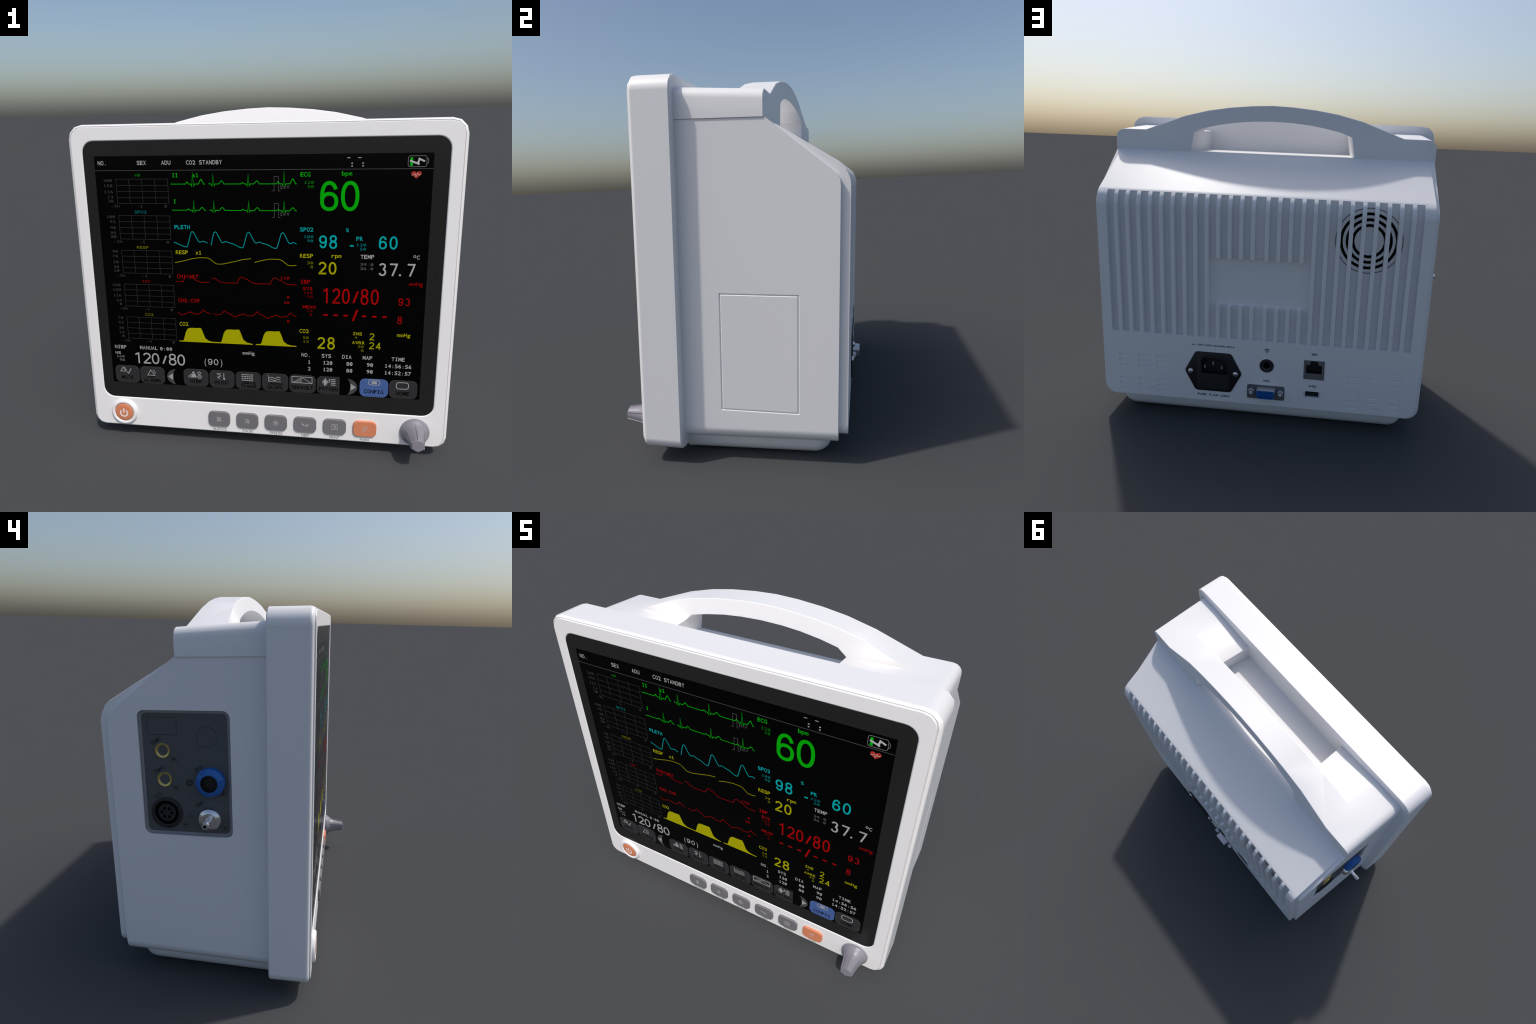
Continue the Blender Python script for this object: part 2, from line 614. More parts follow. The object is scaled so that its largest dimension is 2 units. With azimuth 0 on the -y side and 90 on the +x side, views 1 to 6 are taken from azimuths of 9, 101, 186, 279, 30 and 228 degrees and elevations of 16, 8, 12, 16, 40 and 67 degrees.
for e in handle.data.edges:                       # grip face flows into the shoulder tops
    p, q = (handle.data.vertices[i].co for i in e.vertices)
    if all(abs(v.y - YF) < 0.009 and abs(v.z - 1.676) < 0.010 and 0.43 < abs(v.x) < 0.77 for v in (p, q)):
        sharp.data[e.index].value = False

# ---- screen housing (bezel): rounded frame with a fine seam round the front plate
BX, BZ0, BZ1 = 0.9775, 0.0565, 1.7445
PLATE, GLASS_Y = -0.4365, -0.4325


def bezel_loop(dx, dt, db, r):
    """Outline of the frame; the lower corners are a little tighter."""
    top = rrect(-BX + dx, BX - dx, BZ0 + db, BZ1 - dt, r, 3, 2)
    low = rrect(-BX + dx, BX - dx, BZ0 + db, BZ1 - dt, r - 0.014, 3, 2)
    return top[:14] + low[14:]


bm = bmesh.new()
steps = [(-0.2434, .030, .030, .030, .045), (-0.2434, .005, .005, .005, .070), (-0.2480, .0, .0, .0, .075),
         (-0.4110, .0, .0, .0, .075), (-0.4185, .0012, .0012, .0012, .074), (-0.4240, .0045, .0040, .0040, .071), (-0.4275, .0100, .0065, .0070, .068), (-0.4300, .0155, .0085, .0095, .064),
         (-0.4250, .0165, .0095, .0105, .063), (-0.4250, .0190, .0120, .0130, .062)]
ring_loft(bm, [at_y(bezel_loop(dx, dt, db, r), y) for y, dx, dt, db, r in steps])
bezel = make("screen_housing", bm, WHITE, ROOT, smooth=40)
even_normals(bezel)
# front plate with the screen opening
bm = bmesh.new()
OX, OZ0, OZ1, OR = 0.8995, 0.2445, 1.6620, 0.058


def opening(d, r):
    return rrect(-OX - d, OX + d, OZ0 - d, OZ1 + d, r, 6, 1)


plate_loops = [at_y(bezel_loop(.0190, .0120, .0130, .062), -0.4250), at_y(bezel_loop(.0192, .0122, .0132, .062), -0.4335), at_y(bezel_loop(.0215, .0145, .0155, .060), PLATE),
               at_y(opening(0.0075, 0.064), PLATE), at_y(opening(0.0045, 0.062), PLATE + .0008), at_y(opening(0.0015, 0.060), PLATE + .0030), at_y(opening(0.0, 0.058), PLATE + .0065)]
ring_loft(bm, plate_loops, False, False)
plate = make("front_plate", bm, WHITE, ROOT, smooth=40)
even_normals(plate)

# ======================================================================= screen
bm = bmesh.new()
pane = rrect(-OX - .004, OX + .004, OZ0 - .004, OZ1 + .004, OR + .004, 6)
prism_y(bm, pane, GLASS_Y, GLASS_Y + 0.010)
screen = make("screen", bm, GLASS, ROOT)

# the picture is laid out on an 800 x 600 raster
SX0, SX1, SZ0, SZ1 = -0.8414, 0.82695, 0.33525, 1.5879
px, pz = (SX1 - SX0) / 800, (SZ1 - SZ0) / 600
DISP = Plane((SX0, GLASS_Y, SZ1), (px, 0, 0), (0, 0, -pz), (0, -1, 0))     # u right, v DOWN in raster units
TXT = Plane((SX0, GLASS_Y, SZ1), (px, 0, 0), (0, 0, pz), (0, -1, 0))       # v UP (use -row)
H0 = 0.0004
bm = bmesh.new()
box(bm, SX0, SX1, GLASS_Y - H0, GLASS_Y + 0.002, SZ0, SZ1)
make("display_panel", bm, PANEL_BLACK, screen, smooth=0)

GREEN, CYAN, YELLOW, RED, LIGHT = (0.001, .37, .002), (0.001, .36, .37), (.37, .355, .001), (.35, .001, .001), (.37, .37, .375)  # display light given as surface colour, nothing emits
dim = lambda c, k: tuple(round(a * k, 4) for a in c)
GREY = (.055, .055, .057)
LAYER = {"softkey": 1, "softkey_rim": 2, "softkey_caption": 3, "softkey_symbol": 4, "display_text": 1, "display_number": 1, "waveform": 3, "calibration_mark": 2, "trend_graph": 2}
level = [0]


def show(name, colour, draw):
    """Marks of one kind share a thin layer; kinds that cross lie one above the other."""
    level[0] += 1
    bm = bmesh.new()
    draw(bm, H0 + 0.0004 + 0.00022 * LAYER.get(name, 1) + 0.000035 * (level[0] % 4))
    return make(name, bm, ui(colour), screen, smooth=0)


def label(s, x, row, colour, cell=8.1, gw=6.9, high=9.6, bold=0.015, **k):
    show("display_text", colour, lambda b, h: mono_text(b, TXT, s, x, -row, cell, gw, high, h, bold=bold, **k))


def small(s, right, row, colour, cell=7.95, gw=6.6, high=6.6):
    show("display_text", colour, lambda b, h: mono_text(b, TXT, s, right - (len(s) - 1) * cell - gw, -row, cell, gw, high, h, bold=0.0))


def oval(cx, cy, rx, ry, a0, a1, n=26):
    """Arc of a slightly squared oval, in degrees."""
    out = []
    for i in range(n + 1):
        a = math.radians(a0 + (a1 - a0) * i / n)
        c, q = math.cos(a), math.sin(a)
        out.append((cx + rx * math.copysign(abs(c) ** .9, c), cy + ry * math.copysign(abs(q) ** .9, q)))
    return out


def numeral(bm, ch, x, base, w, high, t, h):
    """Round-shouldered numerals drawn as even strokes; t is the stroke width."""
    ux, uy = t / 2 / w, t / 2 / high
    X = lambda pts: [(x + a * w, base + b * high) for a, b in pts]
    put = lambda pts, closed=False, k=0: stroke(bm, TXT, X(pts), t, h + k * 0.00008, closed)
    rx, top, low = .5 - ux, 1 - uy, uy
    if ch == '0':
        put(oval(.5, .5, rx, .5 - uy, 0, 360, 40)[:-1], True)
    elif ch in '69':
        bowl = oval(.5, .32, rx, .32 - uy, 0, 360, 36)[:-1]
        stem = oval(.5, .5, rx, .5 - uy, 28, 178, 26) + [(ux, .34)]
        if ch == '9':
            bowl, stem = ([(1 - a, 1 - b) for a, b in p] for p in (bowl, stem))
        put(list(bowl), True)
        put(list(stem), k=1)
    elif ch == '8':
        put(oval(.5, .275, rx, .275 - uy + uy * .5, 0, 360, 34)[:-1], True)
        put(oval(.5, .76, rx * .88, .24 - uy + uy * .5, 0, 360, 30)[:-1], True, 1)
    elif ch == '3':
        put(oval(.48, .755, rx * .88, .245 - uy * .8, 165, -78, 26))
        put(oval(.5, .285, rx, .285 - uy * .8, 84, -168, 28), k=1)
    elif ch == '2':
        put(oval(.5, .70, rx, .30 - uy, 168, -32, 24) + [(ux * 1.1, low + .03), (ux * 1.1, low), (1, low)])
    elif ch == '7':
        put([(0, top), (1 - ux * .6, top), (.72, .55), (.36, 0)])
    elif ch == '4':
        put([(1, .27), (ux * .9, .27), (.72, 1 - uy)])
        put([(.72, 1), (.72, 0)], k=1)
    elif ch == '1':
        put([(.10, .80), (.52, .94)])
        put([(.55, 1), (.55, 0)], k=1)


def number(s, x, row, cell, gw, high, colour, t):
    show("display_number", colour, lambda b, h: [numeral(b, ch, x + i * cell, -row, gw, high, t, h) for i, ch in enumerate(s)])


def line(name, pts, colour, w=1.7, closed=False):
    show(name, colour, lambda b, h: stroke(b, DISP, pts, w, h, closed))


# header
for s, x in (("NO.", 9), ("SEX", 109.6), ("ADU", 171.2), ("CO2 STANDBY", 232.4)):
    label(s, x, 21.6, LIGHT)
line("display_rule", [(0, 34.8), (799, 34.8)], GREY, 1.5)
for x in (610.5, 635):
    line("display_mark", [(x, 9.5), (x + 7.4, 9.5)], LIGHT, 1.6)
for x in (621.9, 646.3):
    for v in (21.6, 27.8):
        show("display_mark", LIGHT, lambda b, h: solid_face(b, DISP, [(x - 1.8, v - 1.3), (x + 1.8, v - 1.3), (x + 1.8, v + 1.3), (x - 1.8, v + 1.3)], h))
line("battery_symbol", rrect(744.6, 784.6, 6.6, 30.6, 5, 3), (.16, .16, .165), 1.2, True)
line("battery_symbol", [(785.2, 12), (788.2, 14.5), (788.2, 22), (785.2, 24.5)], (.16, .16, .165), 1.1)
show("battery_symbol", (.001, .42, .01), lambda b, h: solid_face(b, DISP, [(749.2, 10), (754.8, 10), (754.8, 28.6), (749.2, 28.6)], h))
line("battery_symbol", [(748.5, 16.8), (757, 20.4), (766, 23.4), (768.5, 13.2), (780.4, 18.8)], (.45, .45, .46), 4.0)
line("battery_symbol", [(765.8, 19), (767.8, 26.5)], (.45, .45, .46), 4.0)


def heart(cx, cy, w, hh, n=28):
    out = []
    for i in range(n):
        t = 2 * pi * i / n
        out.append((cx + w / 32 * 16 * math.sin(t) ** 3, cy - hh / 29 * (13 * math.cos(t) - 5 * math.cos(2 * t) - 2 * math.cos(3 * t) - math.cos(4 * t) + 2.5)))
    return out


show("heart_symbol", (.38, .035, .022), lambda b, h: solid_face(b, DISP, heart(763.8, 49, 23, 17), h))
line("heart_symbol", [(753.5, 49.5), (758, 48), (760.5, 46), (763, 53), (766, 44.5), (767.5, 48.5), (773.5, 47)], (.52, .42, .40), 1.1)

# left column: five empty trend graphs
trends = [("HR", GREEN, 102.5, 49.8, 55.5, ("200", "158", "116", "74", "30")), ("SPO2", CYAN, 95, 139.8, 145.4, ("100", "95", "90", "85", "80")),
          ("RESP", YELLOW, 94.2, 229.2, 234, ("90", "70", "50", "30", "10")), ("IBP", RED, 101, 318, 323, ("250", "188", "126", "64", "0")), ("CO2", YELLOW, 103, 407.3, 412.3, ("70", "53", "36", "19", "0"))]
for s, col, x, row, top, vals in trends:
    show("display_text", dim(col, .42), lambda b, h: mono_text(b, TXT, s, x, -row, 8.0, 6.8, 6.8, h, bold=0.0))

    def grid(b, h, top=top):
        stroke(b, DISP, [(52.6, top), (184.6, top), (184.6, top + 59.5), (52.6, top + 59.5)], 1.15, h, True)
        for i in (1, 2, 3):
            stroke(b, DISP, [(52.6 + 33 * i, top + .6), (52.6 + 33 * i, top + 58.9)], 1.1, h + 0.00006)
            stroke(b, DISP, [(53.2, top + 15.2 * i), (184, top + 15.2 * i)], 1.1, h + 0.00012)
    show("trend_graph", (.029, .029, .030), grid)
    for v, dy in zip(vals, (6.6, 19.2, 34.4, 47.4, 57.2)):
        small(v, 42.2, top + dy, (.042, .042, .044))
    for s2, r in (("-2h", 57), ("-1", 117.2), ("0", 179.2)):
        small(s2, r, top + 69.4, (.042, .042, .044))


# middle column: waveforms
def heartbeat(x, base, r_top, p_top, t_top, dip):
    """One beat about its R peak: P bump, QRS spike, T bump."""
    return [(x - 18, base), (x - 14.2, p_top), (x - 10, base), (x - 4.6, base + .2), (x - 2.7, base + dip), (x, r_top), (x + 2.2, base + dip), (x + 4.2, base), (x + 13.6, base),
            (x + 17.2, (base + t_top) / 2 - 1), (x + 20.7, t_top), (x + 23.6, (base + t_top) / 2 - 1), (x + 26.6, base)]


for base, tops, p_t, ps in ((67.8, ((40.0, 56.2), (45.4, 60.4), (45.4, 60.4), (39.6, 56.0)), 5.2, (62.4, 0, 64.6, 62.4)), (131.0, ((108.3, 123.6), (108.3, 123.6), (108.6, 123.5), (108.8, 123.4)), 4.4, (127.6, 0, 127.6, 127.8))):
    b1 = heartbeat(247.0, base, tops[0][0], ps[0], tops[0][1], p_t)
    line("waveform", [(191.6, base)] + b1 + [(277.6, base + .2)], GREEN)
    b2 = heartbeat(297.0, base, tops[1][0], ps[1], tops[1][1], p_t)[3:]
    b3 = heartbeat(382.1, base, tops[2][0], ps[2], tops[2][1], p_t)
    b4 = heartbeat(466.9, base, tops[3][0], ps[3], tops[3][1], p_t)
    line("waveform", [(285.6, base - .8)] + b2 + b3 + b4 + [(496.5, base)], GREEN)
    line("calibration_mark", [(437.8, base + 16.3), (443.4, base + 16.3), (443.4, base - 17), (453.4, base - 17), (453.4, base + 16.3), (457.8, base + 16.3)], (.075, .075, .078), 1.2)
label("II", 196.0, 51.6, GREEN)
label("x1", 246.8, 51.6, GREEN)
label("I", 196.2, 114.8, GREEN)
for row in (79.6, 142.8):
    label("1mV", 456.4, row, (.075, .075, .078), bold=0.0, high=8.6)


def pulse(x):
    """One oxygen pulse from its foot: upstroke, notch, slow fall."""
    return [(x - 20, 214.5), (x - 8.5, 221.2), (x - 3.5, 222.3), (x, 222.2), (x + 3.5, 213), (x + 8, 197), (x + 11.4, 186.2), (x + 14.8, 183.6), (x + 18, 185.8), (x + 23.5, 197), (x + 29, 208), (x + 32.2, 210.3), (x + 36.5, 208.8), (x + 41, 207.3), (x + 46, 209.4)]


label("PLETH", 195.2, 177.8, CYAN)
line("waveform", [(191.8, 210.8)] + pulse(225.5)[1:-1] + [(277.4, 212)], dim(CYAN, .8), 1.9)
line("waveform", [(286.2, 217.5), (290.4, 200)] + pulse(283)[6:] + pulse(365.5) + pulse(448.2) + [(496, 211)], dim(CYAN, .8), 1.9)
label("RESP", 195.2, 241.2, YELLOW)
label("x1", 246, 241.4, YELLOW)


def breath(x):
    return [(x, 263.2), (x + 25, 257.8), (x + 44, 252.4), (x + 63, 249.3), (x + 83.5, 249.4), (x + 90.5, 252.3), (x + 105, 264.0), (x + 112, 264.6)]


line("waveform", breath(191.8) + [(314, 264.3), (343, 257.6), (363, 252.1), (384.8, 249.2)], dim(YELLOW, .75), 1.6)
line("waveform", [(393.4, 258.4)] + breath(370.8)[2:] + [(489, 264.4), (496, 263.2)], dim(YELLOW, .75), 1.6)
label("CH1:ART", 194.8, 303.6, RED)
label("CH2:CVP", 195, 367.0, RED)
for s, row in (("150", 299.3), ("0", 348.2), ("40", 362.2), ("0", 411.0)):
    small(s, 478.8, row, dim(RED, .8))


def artery(x):
    return [(x, 312.2), (x + 3.2, 305), (x + 6, 299), (x + 12, 296), (x + 16.5, 298), (x + 20.5, 301.5), (x + 25.5, 301.6), (x + 34, 308.2), (x + 42, 311.5), (x + 48, 312.5)]


line("waveform", [(191.6, 312.4)] + artery(210.4) + [(277.6, 312.6)], dim(RED, .72), 1.6)
line("waveform", [(285.4, 301.2)] + artery(267.5)[6:] + artery(349) + artery(431.6) + [(496.2, 312.6)], dim(RED, .72), 1.6)


def vein(x):
    return [(x, 395.6), (x + 8.9, 385.3), (x + 17, 392.5), (x + 22, 393.2), (x + 34, 401.8), (x + 46, 396.4), (x + 57, 392.4), (x + 68, 397.4), (x + 75, 397.6)]


line("waveform", [(191.8, 394.1), (196, 397), (202, 401.7), (214.5, 396.4), (226, 392.2), (236, 397.2), (243, 397.4)] + vein(250.4)[:3] + [(272, 393.2), (277.4, 396.2)], dim(RED, .72), 1.6)
line("waveform", [(285.4, 394.6), (293, 397.6)] + vein(305.8)[:-1] + vein(388.8)[:-1] + vein(472.2)[:3] + [(494, 393.2), (496.2, 394.2)], dim(RED, .72), 1.6)
label("CO2", 194.6, 430.6, YELLOW)


def plateau(x):
    """Carbon dioxide plateau, rising at x."""
    return [(x, 471.6), (x + 2.5, 468), (x + 8.5, 447), (x + 13.2, 439), (x + 18, 436.4), (x + 26, 435.6), (x + 36, 435.9), (x + 47.5, 435), (x + 49.2, 435.6), (x + 53, 444.7), (x + 59, 462), (x + 68, 469.2), (x + 79, 471.6)]


def filled(b, h):
    for pts in ([(191.6, 472.2)] + plateau(202) + plateau(302) + [(385, 472.4)], [(392.8, 472.4)] + plateau(405) + [(496.2, 472.4)]):
        for (a, t), (c, t2) in zip(pts, pts[1:]):
            solid_face(b, DISP, [(a, t), (c, t2), (c, 474.6), (a, 474.6)], h)


show("waveform", YELLOW, filled)

# right column: numbers
label("ECG", 505, 51.0, GREEN)
label("bpm", 599.4, 49.2, GREEN, high=9.8)
small("120", 536, 67.8, dim(GREEN, .4))
small("50", 536, 77.6, dim(GREEN, .4))
number("60", 551.0, 131.0, 47.6, 41.5, 69.5, GREEN, 8.6)
label("SPO2", 504.3, 180.2, CYAN)
label("%", 611.6, 180.2, CYAN, high=8.4)
small("100", 536, 196, dim(CYAN, .4))
small("90", 536, 206, dim(CYAN, .4))
number("98", 549.6, 220.0, 24.0, 18.2, 30.8, CYAN, 4.1)
line("display_number", [(621.6, 213.2), (630.4, 213.2)], CYAN, 3.6)
label("PR", 636.2, 200.8, CYAN)
small("120", 659.2, 214, dim(CYAN, .4))
small("50", 659.2, 224, dim(CYAN, .4))
number("60", 688, 220.2, 24.0, 18.2, 31.0, CYAN, 4.1)
label("RESP", 504.4, 244.3, YELLOW)
label("rpm", 579.4, 242.6, YELLOW, high=9.6)
small("30", 535.8, 260, dim(YELLOW, .38))
small("8", 535.8, 269.8, dim(YELLOW, .38))
number("20", 549.0, 284.2, 24.0, 18.4, 30.8, YELLOW, 4.1)
label("TEMP", 647.2, 244.0, LIGHT)
line("display_text", circle(770.2, 236.2, 2.6, 10), LIGHT, 1.3, True)
label("C", 774.8, 242.6, LIGHT, high=8.8)
small("39.0", 677.2, 261, dim(LIGHT, .26))
small("36.0", 677.2, 271.3, dim(LIGHT, .26))
number("37", 690, 284.2, 25.2, 17.2, 30.4, LIGHT, 4.0)
show("display_number", LIGHT, lambda b, h: solid_face(b, DISP, circle(739, 281.8, 2.6, 12), h))
number("7", 755.4, 284.2, 23, 16.8, 30.4, LIGHT, 4.0)
label("IBP", 505.6, 309.0, RED)
label("SYS", 512, 325.0, RED, high=7.2, cell=8)
small("160", 535.6, 335, dim(RED, .33))
small("90", 535.6, 345, dim(RED, .33))
label("mmHg", 760.6, 307.0, RED, high=9.0, bold=0.0)
number("120", 559.6, 357.0, 23.2, 18.6, 38.2, RED, 4.1)
line("display_number", [(633.2, 354.4), (643.6, 324.6)], RED, 4.6)
number("80", 650.0, 357.0, 24.0, 18.6, 38.2, RED, 4.1)
number("93", 738.4, 357.2, 15.8, 11.2, 18.8, RED, 2.3)
label("MEAN", 511.6, 371.8, RED, high=7.6, cell=8.2)
small("10", 535.4, 381.2, dim(RED, .33))
small("0", 535.4, 391.2, dim(RED, .33))
for x in (562.0, 586.3, 610.4, 654.4, 678.4, 702.6):
    line("display_number", [(x, 387), (x + 10.6, 387)], RED, 4.0)
line("display_number", [(633, 400.3), (643.4, 370.8)], RED, 4.6)
number("8", 738.2, 403.2, 15.8, 11.0, 18.6, RED, 2.3)
label("CO2", 503.6, 436.4, YELLOW)
small("50", 526.8, 452.2, dim(YELLOW, .38))
small("15", 526.8, 462.4, dim(YELLOW, .38))
number("28", 548.5, 476.6, 24.2, 18.3, 30.8, YELLOW, 4.1)
label("INS", 633.8, 436.6, YELLOW, high=7.6, cell=7.9)
small("4", 644.8, 446.2, dim(YELLOW, .38))
number("2", 674.4, 448.0, 16, 11.4, 18, YELLOW, 2.3)
label("AWRR", 632.8, 459.8, YELLOW, high=7.6, cell=8.0)
small("30", 661.2, 469.6, dim(YELLOW, .38))
small("8", 661.4, 479.4, dim(YELLOW, .38))
number("24", 674.2, 471.5, 16, 11.6, 18, YELLOW, 2.3)
label("mmHg", 738.9, 436.0, YELLOW, high=9.0)
for row, cells in ((500.0, (("NO.", 508.8), ("SYS", 559.4), ("DIA", 609.6), ("MAP", 659.8), ("TIME", 729.2))),
                   (518.6, (("1", 525.0), ("120", 563.0), ("80", 620.6), ("90", 670.4), ("14:56:56", 713.4))),
                   (536.8, (("2", 525.0), ("120", 563.0), ("80", 620.6), ("90", 670.4), ("14:52:57", 713.4)))):
    for s, x in cells:
        label(s, x, row, LIGHT)
# bottom left
label("NIBP", 12, 502.6, LIGHT, cell=8.3)
label("MANUAL", 82, 502.0, LIGHT, cell=8.4, bold=0.008)
label("0:00", 137.6, 502.2, LIGHT, cell=8.6, high=9.0, bold=0.008)
label("NS", 12.4, 518.6, LIGHT, high=7.4, bold=0.008)
small("160", 36.8, 528.4, dim(LIGHT, .42))
small("90", 36.8, 538.6, dim(LIGHT, .42))
number("120", 65.6, 542.6, 23.6, 20.6, 31.0, LIGHT, 4.0)
line("display_number", [(143.4, 540.4), (152.8, 517.4)], LIGHT, 4.2)
number("80", 159.4, 542.8, 23.6, 20.8, 31.2, LIGHT, 4.0)
number("90", 265.6, 536.4, 15.7, 12.0, 16.8, LIGHT, 2.3)
show("display_number", LIGHT, lambda b, h: (put_glyph(b, TXT, "(", 256.6, 261.4, -536.4, 17, h, 0.0), put_glyph(b, TXT, ")", 299, 303.8, -536.4, 17, h, 0.0)))
label("mmHg", 358, 502.4, LIGHT, high=9.0)

# soft keys
KEY, KEY_RIM, KEY_INK = (.030, .031, .032), (.058, .062, .064), (.0008, .0008, .0008)


def softkey(x0, x1, lines, colour=KEY, rim=KEY_RIM, cut=False, tx=None):
    pts = rrect(x0, x1, 550.6, 599.8, 13.5, 5)
    if cut:
        mid = (x0 + x1) / 2                          # running off behind the arrow: square on the right
        pts = [p for p in pts if p[0] < mid]         # from the upper-left arc round to the lower left
        pts = sorted([p for p in pts if p[1] > 575], key=lambda p: -p[0]) + sorted([p for p in pts if p[1] <= 575], key=lambda p: p[0]) + [(x1, 550.6), (x1, 599.8)]
    show("softkey", colour, lambda b, h: solid_face(b, DISP, pts, h))
    rim_pts = [p for p in rrect(x0 + .6, (x1 + (14 if cut else 0)) - .6, 551.2, 599.2, 13, 5)]
    top = sorted([p for p in rim_pts if p[1] < 566 and p[0] <= x1])
    line("softkey_rim", top, rim, .9)
    for s, x, xe, row in lines:
        n = len(s)
        cell = (xe - x) / (n - .15)
        show("softkey_caption", KEY_INK, lambda b, h: mono_text(b, TXT, s, x, -row, cell, cell * .86, 9.6, h, bold=0.018))


ICON = (.34, .34, .345)
icon = lambda pts, w=1.5, closed=False, c=ICON: line("softkey_symbol", pts, c, w, closed)
blob = lambda pts, c=ICON: show("softkey_symbol", c, lambda b, h: solid_face(b, DISP, pts, h))
softkey(7.6, 75.9, [("MUTE", 24.6, 57.2, 590)])
icon([(22.5, 568), (30, 556.4), (37.8, 568)], 1.7, True)
icon([(30.5, 556.6), (35.6, 558.4), (39.6, 565.6)], 1.4)
icon([(40.5, 569.5), (44.6, 573.4), (52.6, 559)], 2.2)
softkey(77.7, 145.9, [("PHY", 99.2, 121.2, 584.6), ("ALARMS", 86.6, 133.8, 595.2)])
icon([(98, 575.6), (107.6, 560.4), (118.6, 575.6)], 1.7, True)
icon([(113.5, 560.2), (117.6, 562.6), (120.4, 570)], 1.5)


def crescent(sgn, x_tip, x_back, c):
    outer = [(x_tip + sgn * (x_back - x_tip) * sgn * (1 - math.cos(t)), 576 - 22 * math.sin(t)) for t in [math.radians(a) for a in range(90, -91, -15)]]
    inner = [(x_back - sgn * 9 * sgn * sgn * math.cos(t) * (1 if sgn > 0 else 1), 576 + 22 * math.sin(t)) for t in [math.radians(a) for a in range(75, -76, -15)]]
    return outer + inner


blob(crescent(1, 152.2, 178.6, 0), KEY_RIM)
blob([(155.4, 576), (168.6, 566.6), (168.6, 585.4)])
blob([(801.2 - a - 0.2 + (1 if False else 0), b) for a, b in crescent(1, 152.2, 178.6, 0)], KEY_RIM)
blob([(645.6, 576), (632.6, 567.2), (632.6, 585.8)])
softkey(197.9, 265, [("NIBP", 214.8, 247, 590.6)])
blob(circle(225.2, 560.6, 3.2, 12))
blob([(220.5, 564.4), (230, 564.4), (233.6, 574.4), (219, 575)])
icon([(220.5, 565), (212, 572), (213, 576)], 1.8)
icon([(215.5, 575), (221, 570)], 1.5)
icon([(240.5, 557.5), (245.4, 561.5), (240.5, 565.6), (235.6, 561.5)], 1.6, True)
icon(circle(241.2, 572, 4.8, 14), 1.8, True)
icon([(238.8, 572.5), (243.4, 571)], 1.5)
softkey(268, 335, [("PRINT", 281.4, 319.6, 590.4)])
icon([(299.4, 559.6), (288.6, 560.4), (298.4, 566), (290.2, 570.2), (296.2, 574.2)], 2.0)
icon([(306.6, 558.4), (307, 572.6)], 2.0)
blob(circle(307.4, 574, 2.8, 10))
softkey(338, 404.6, [("Table", 351.4, 390.2, 584.6), ("Trend", 351.2, 390.2, 595)])
for r in range(4):
    for c in range(5):
        x, y = 353.8 + 6.3 * c, 557.4 + 5.3 * r
        blob([(x, y), (x + 4.9, y), (x + 4.9, y + 2.4), (x, y + 2.4)])
softkey(407.6, 475, [("TREND", 421.4, 460.6, 583.4), ("GRAPH", 421, 460.2, 595)])
icon([(424, 556), (424, 573.6), (456.6, 573.6)], 1.3)
icon([(424.5, 564), (433, 561.2), (440.6, 564.8), (449, 559.8), (455, 562.4)], 1.7)
icon([(424.6, 570.4), (432, 567.4), (440, 570.8), (447, 566.6), (455.4, 568.6)], 1.5)
softkey(478, 545.2, [("DEFAULT", 483.4, 538.6, 590.2)])
icon([(484.8, 556.2), (535.8, 556.2), (535.8, 572.8), (484.8, 572.8)], 1.7, True)
icon([(487, 571.4), (510.4, 558.4), (533, 571.4)], 1.2)
blob([(488, 571.8), (510, 560), (510, 571.8)], (.12, .12, .122))
softkey(548.2, 604.9, [("PATIENT"[:6], 553.4, 600.6, 590.4)], cut=True)
blob(circle(569, 558.4, 2.4, 10))
blob([(564.6, 561.4), (573.4, 561.4), (573, 568), (572, 576), (569.6, 576), (569, 569.4), (568.2, 576), (565.8, 576), (565, 568)])
icon([(563.8, 562.2), (562.6, 570)], 1.7)
icon([(574.4, 562.2), (575.6, 570)], 1.7)
show("softkey_symbol", ICON, lambda b, h: put_glyph(b, TXT, "?", 577, 582, -567, 9, h, 0.02))
for r in range(4):
    icon([(583.4, 558.6 + 5 * r), (594.6, 558.6 + 5 * r)], 2.2)
softkey(654.6, 724.2, [("CONFIG", 665.6, 713, 590.2)], (.062, .118, .31), (.095, .16, .38))
icon(rrect(676, 703.6, 553.2, 567.0, 5, 3), 1.8, True)
blob([(683.4, 556.8), (696.2, 556.8), (696.2, 564), (683.4, 564)])
softkey(726.3, 794.2, [("HOME", 743.4, 775, 590.4)])
icon(rrect(743.6, 772.8, 556.4, 573.6, 6, 3), 2.0, True)

# ============================================================ front panel controls
FRONT = Plane((0, PLATE, 0), (1, 0, 0), (0, 0, 1), (0, -1, 0))
BZ, BW, BH, BF = 0.1505, 0.1205, 0.0885, -0.4485
BTN = Plane((0, BF, 0), (1, 0, 0), (0, 0, 1), (0, -1, 0))
bm = bmesh.new()
shape = lambda d: rrect(-BW / 2 + d, BW / 2 - d, -BH / 2 + d, BH / 2 - d, 0.027 - d * .5, 5)
ring_loft(bm, [at_y(shape(-0.0012), PLATE + 0.003), at_y(shape(0), BF + 0.0030), at_y(shape(0.0008), BF + 0.0010), at_y(shape(0.0026), BF)])
pattern = make("button", bm, RUBBER_GREY, ROOT, smooth=50)
even_normals(pattern)
btn_mesh = pattern.data
bpy.data.objects.remove(pattern)


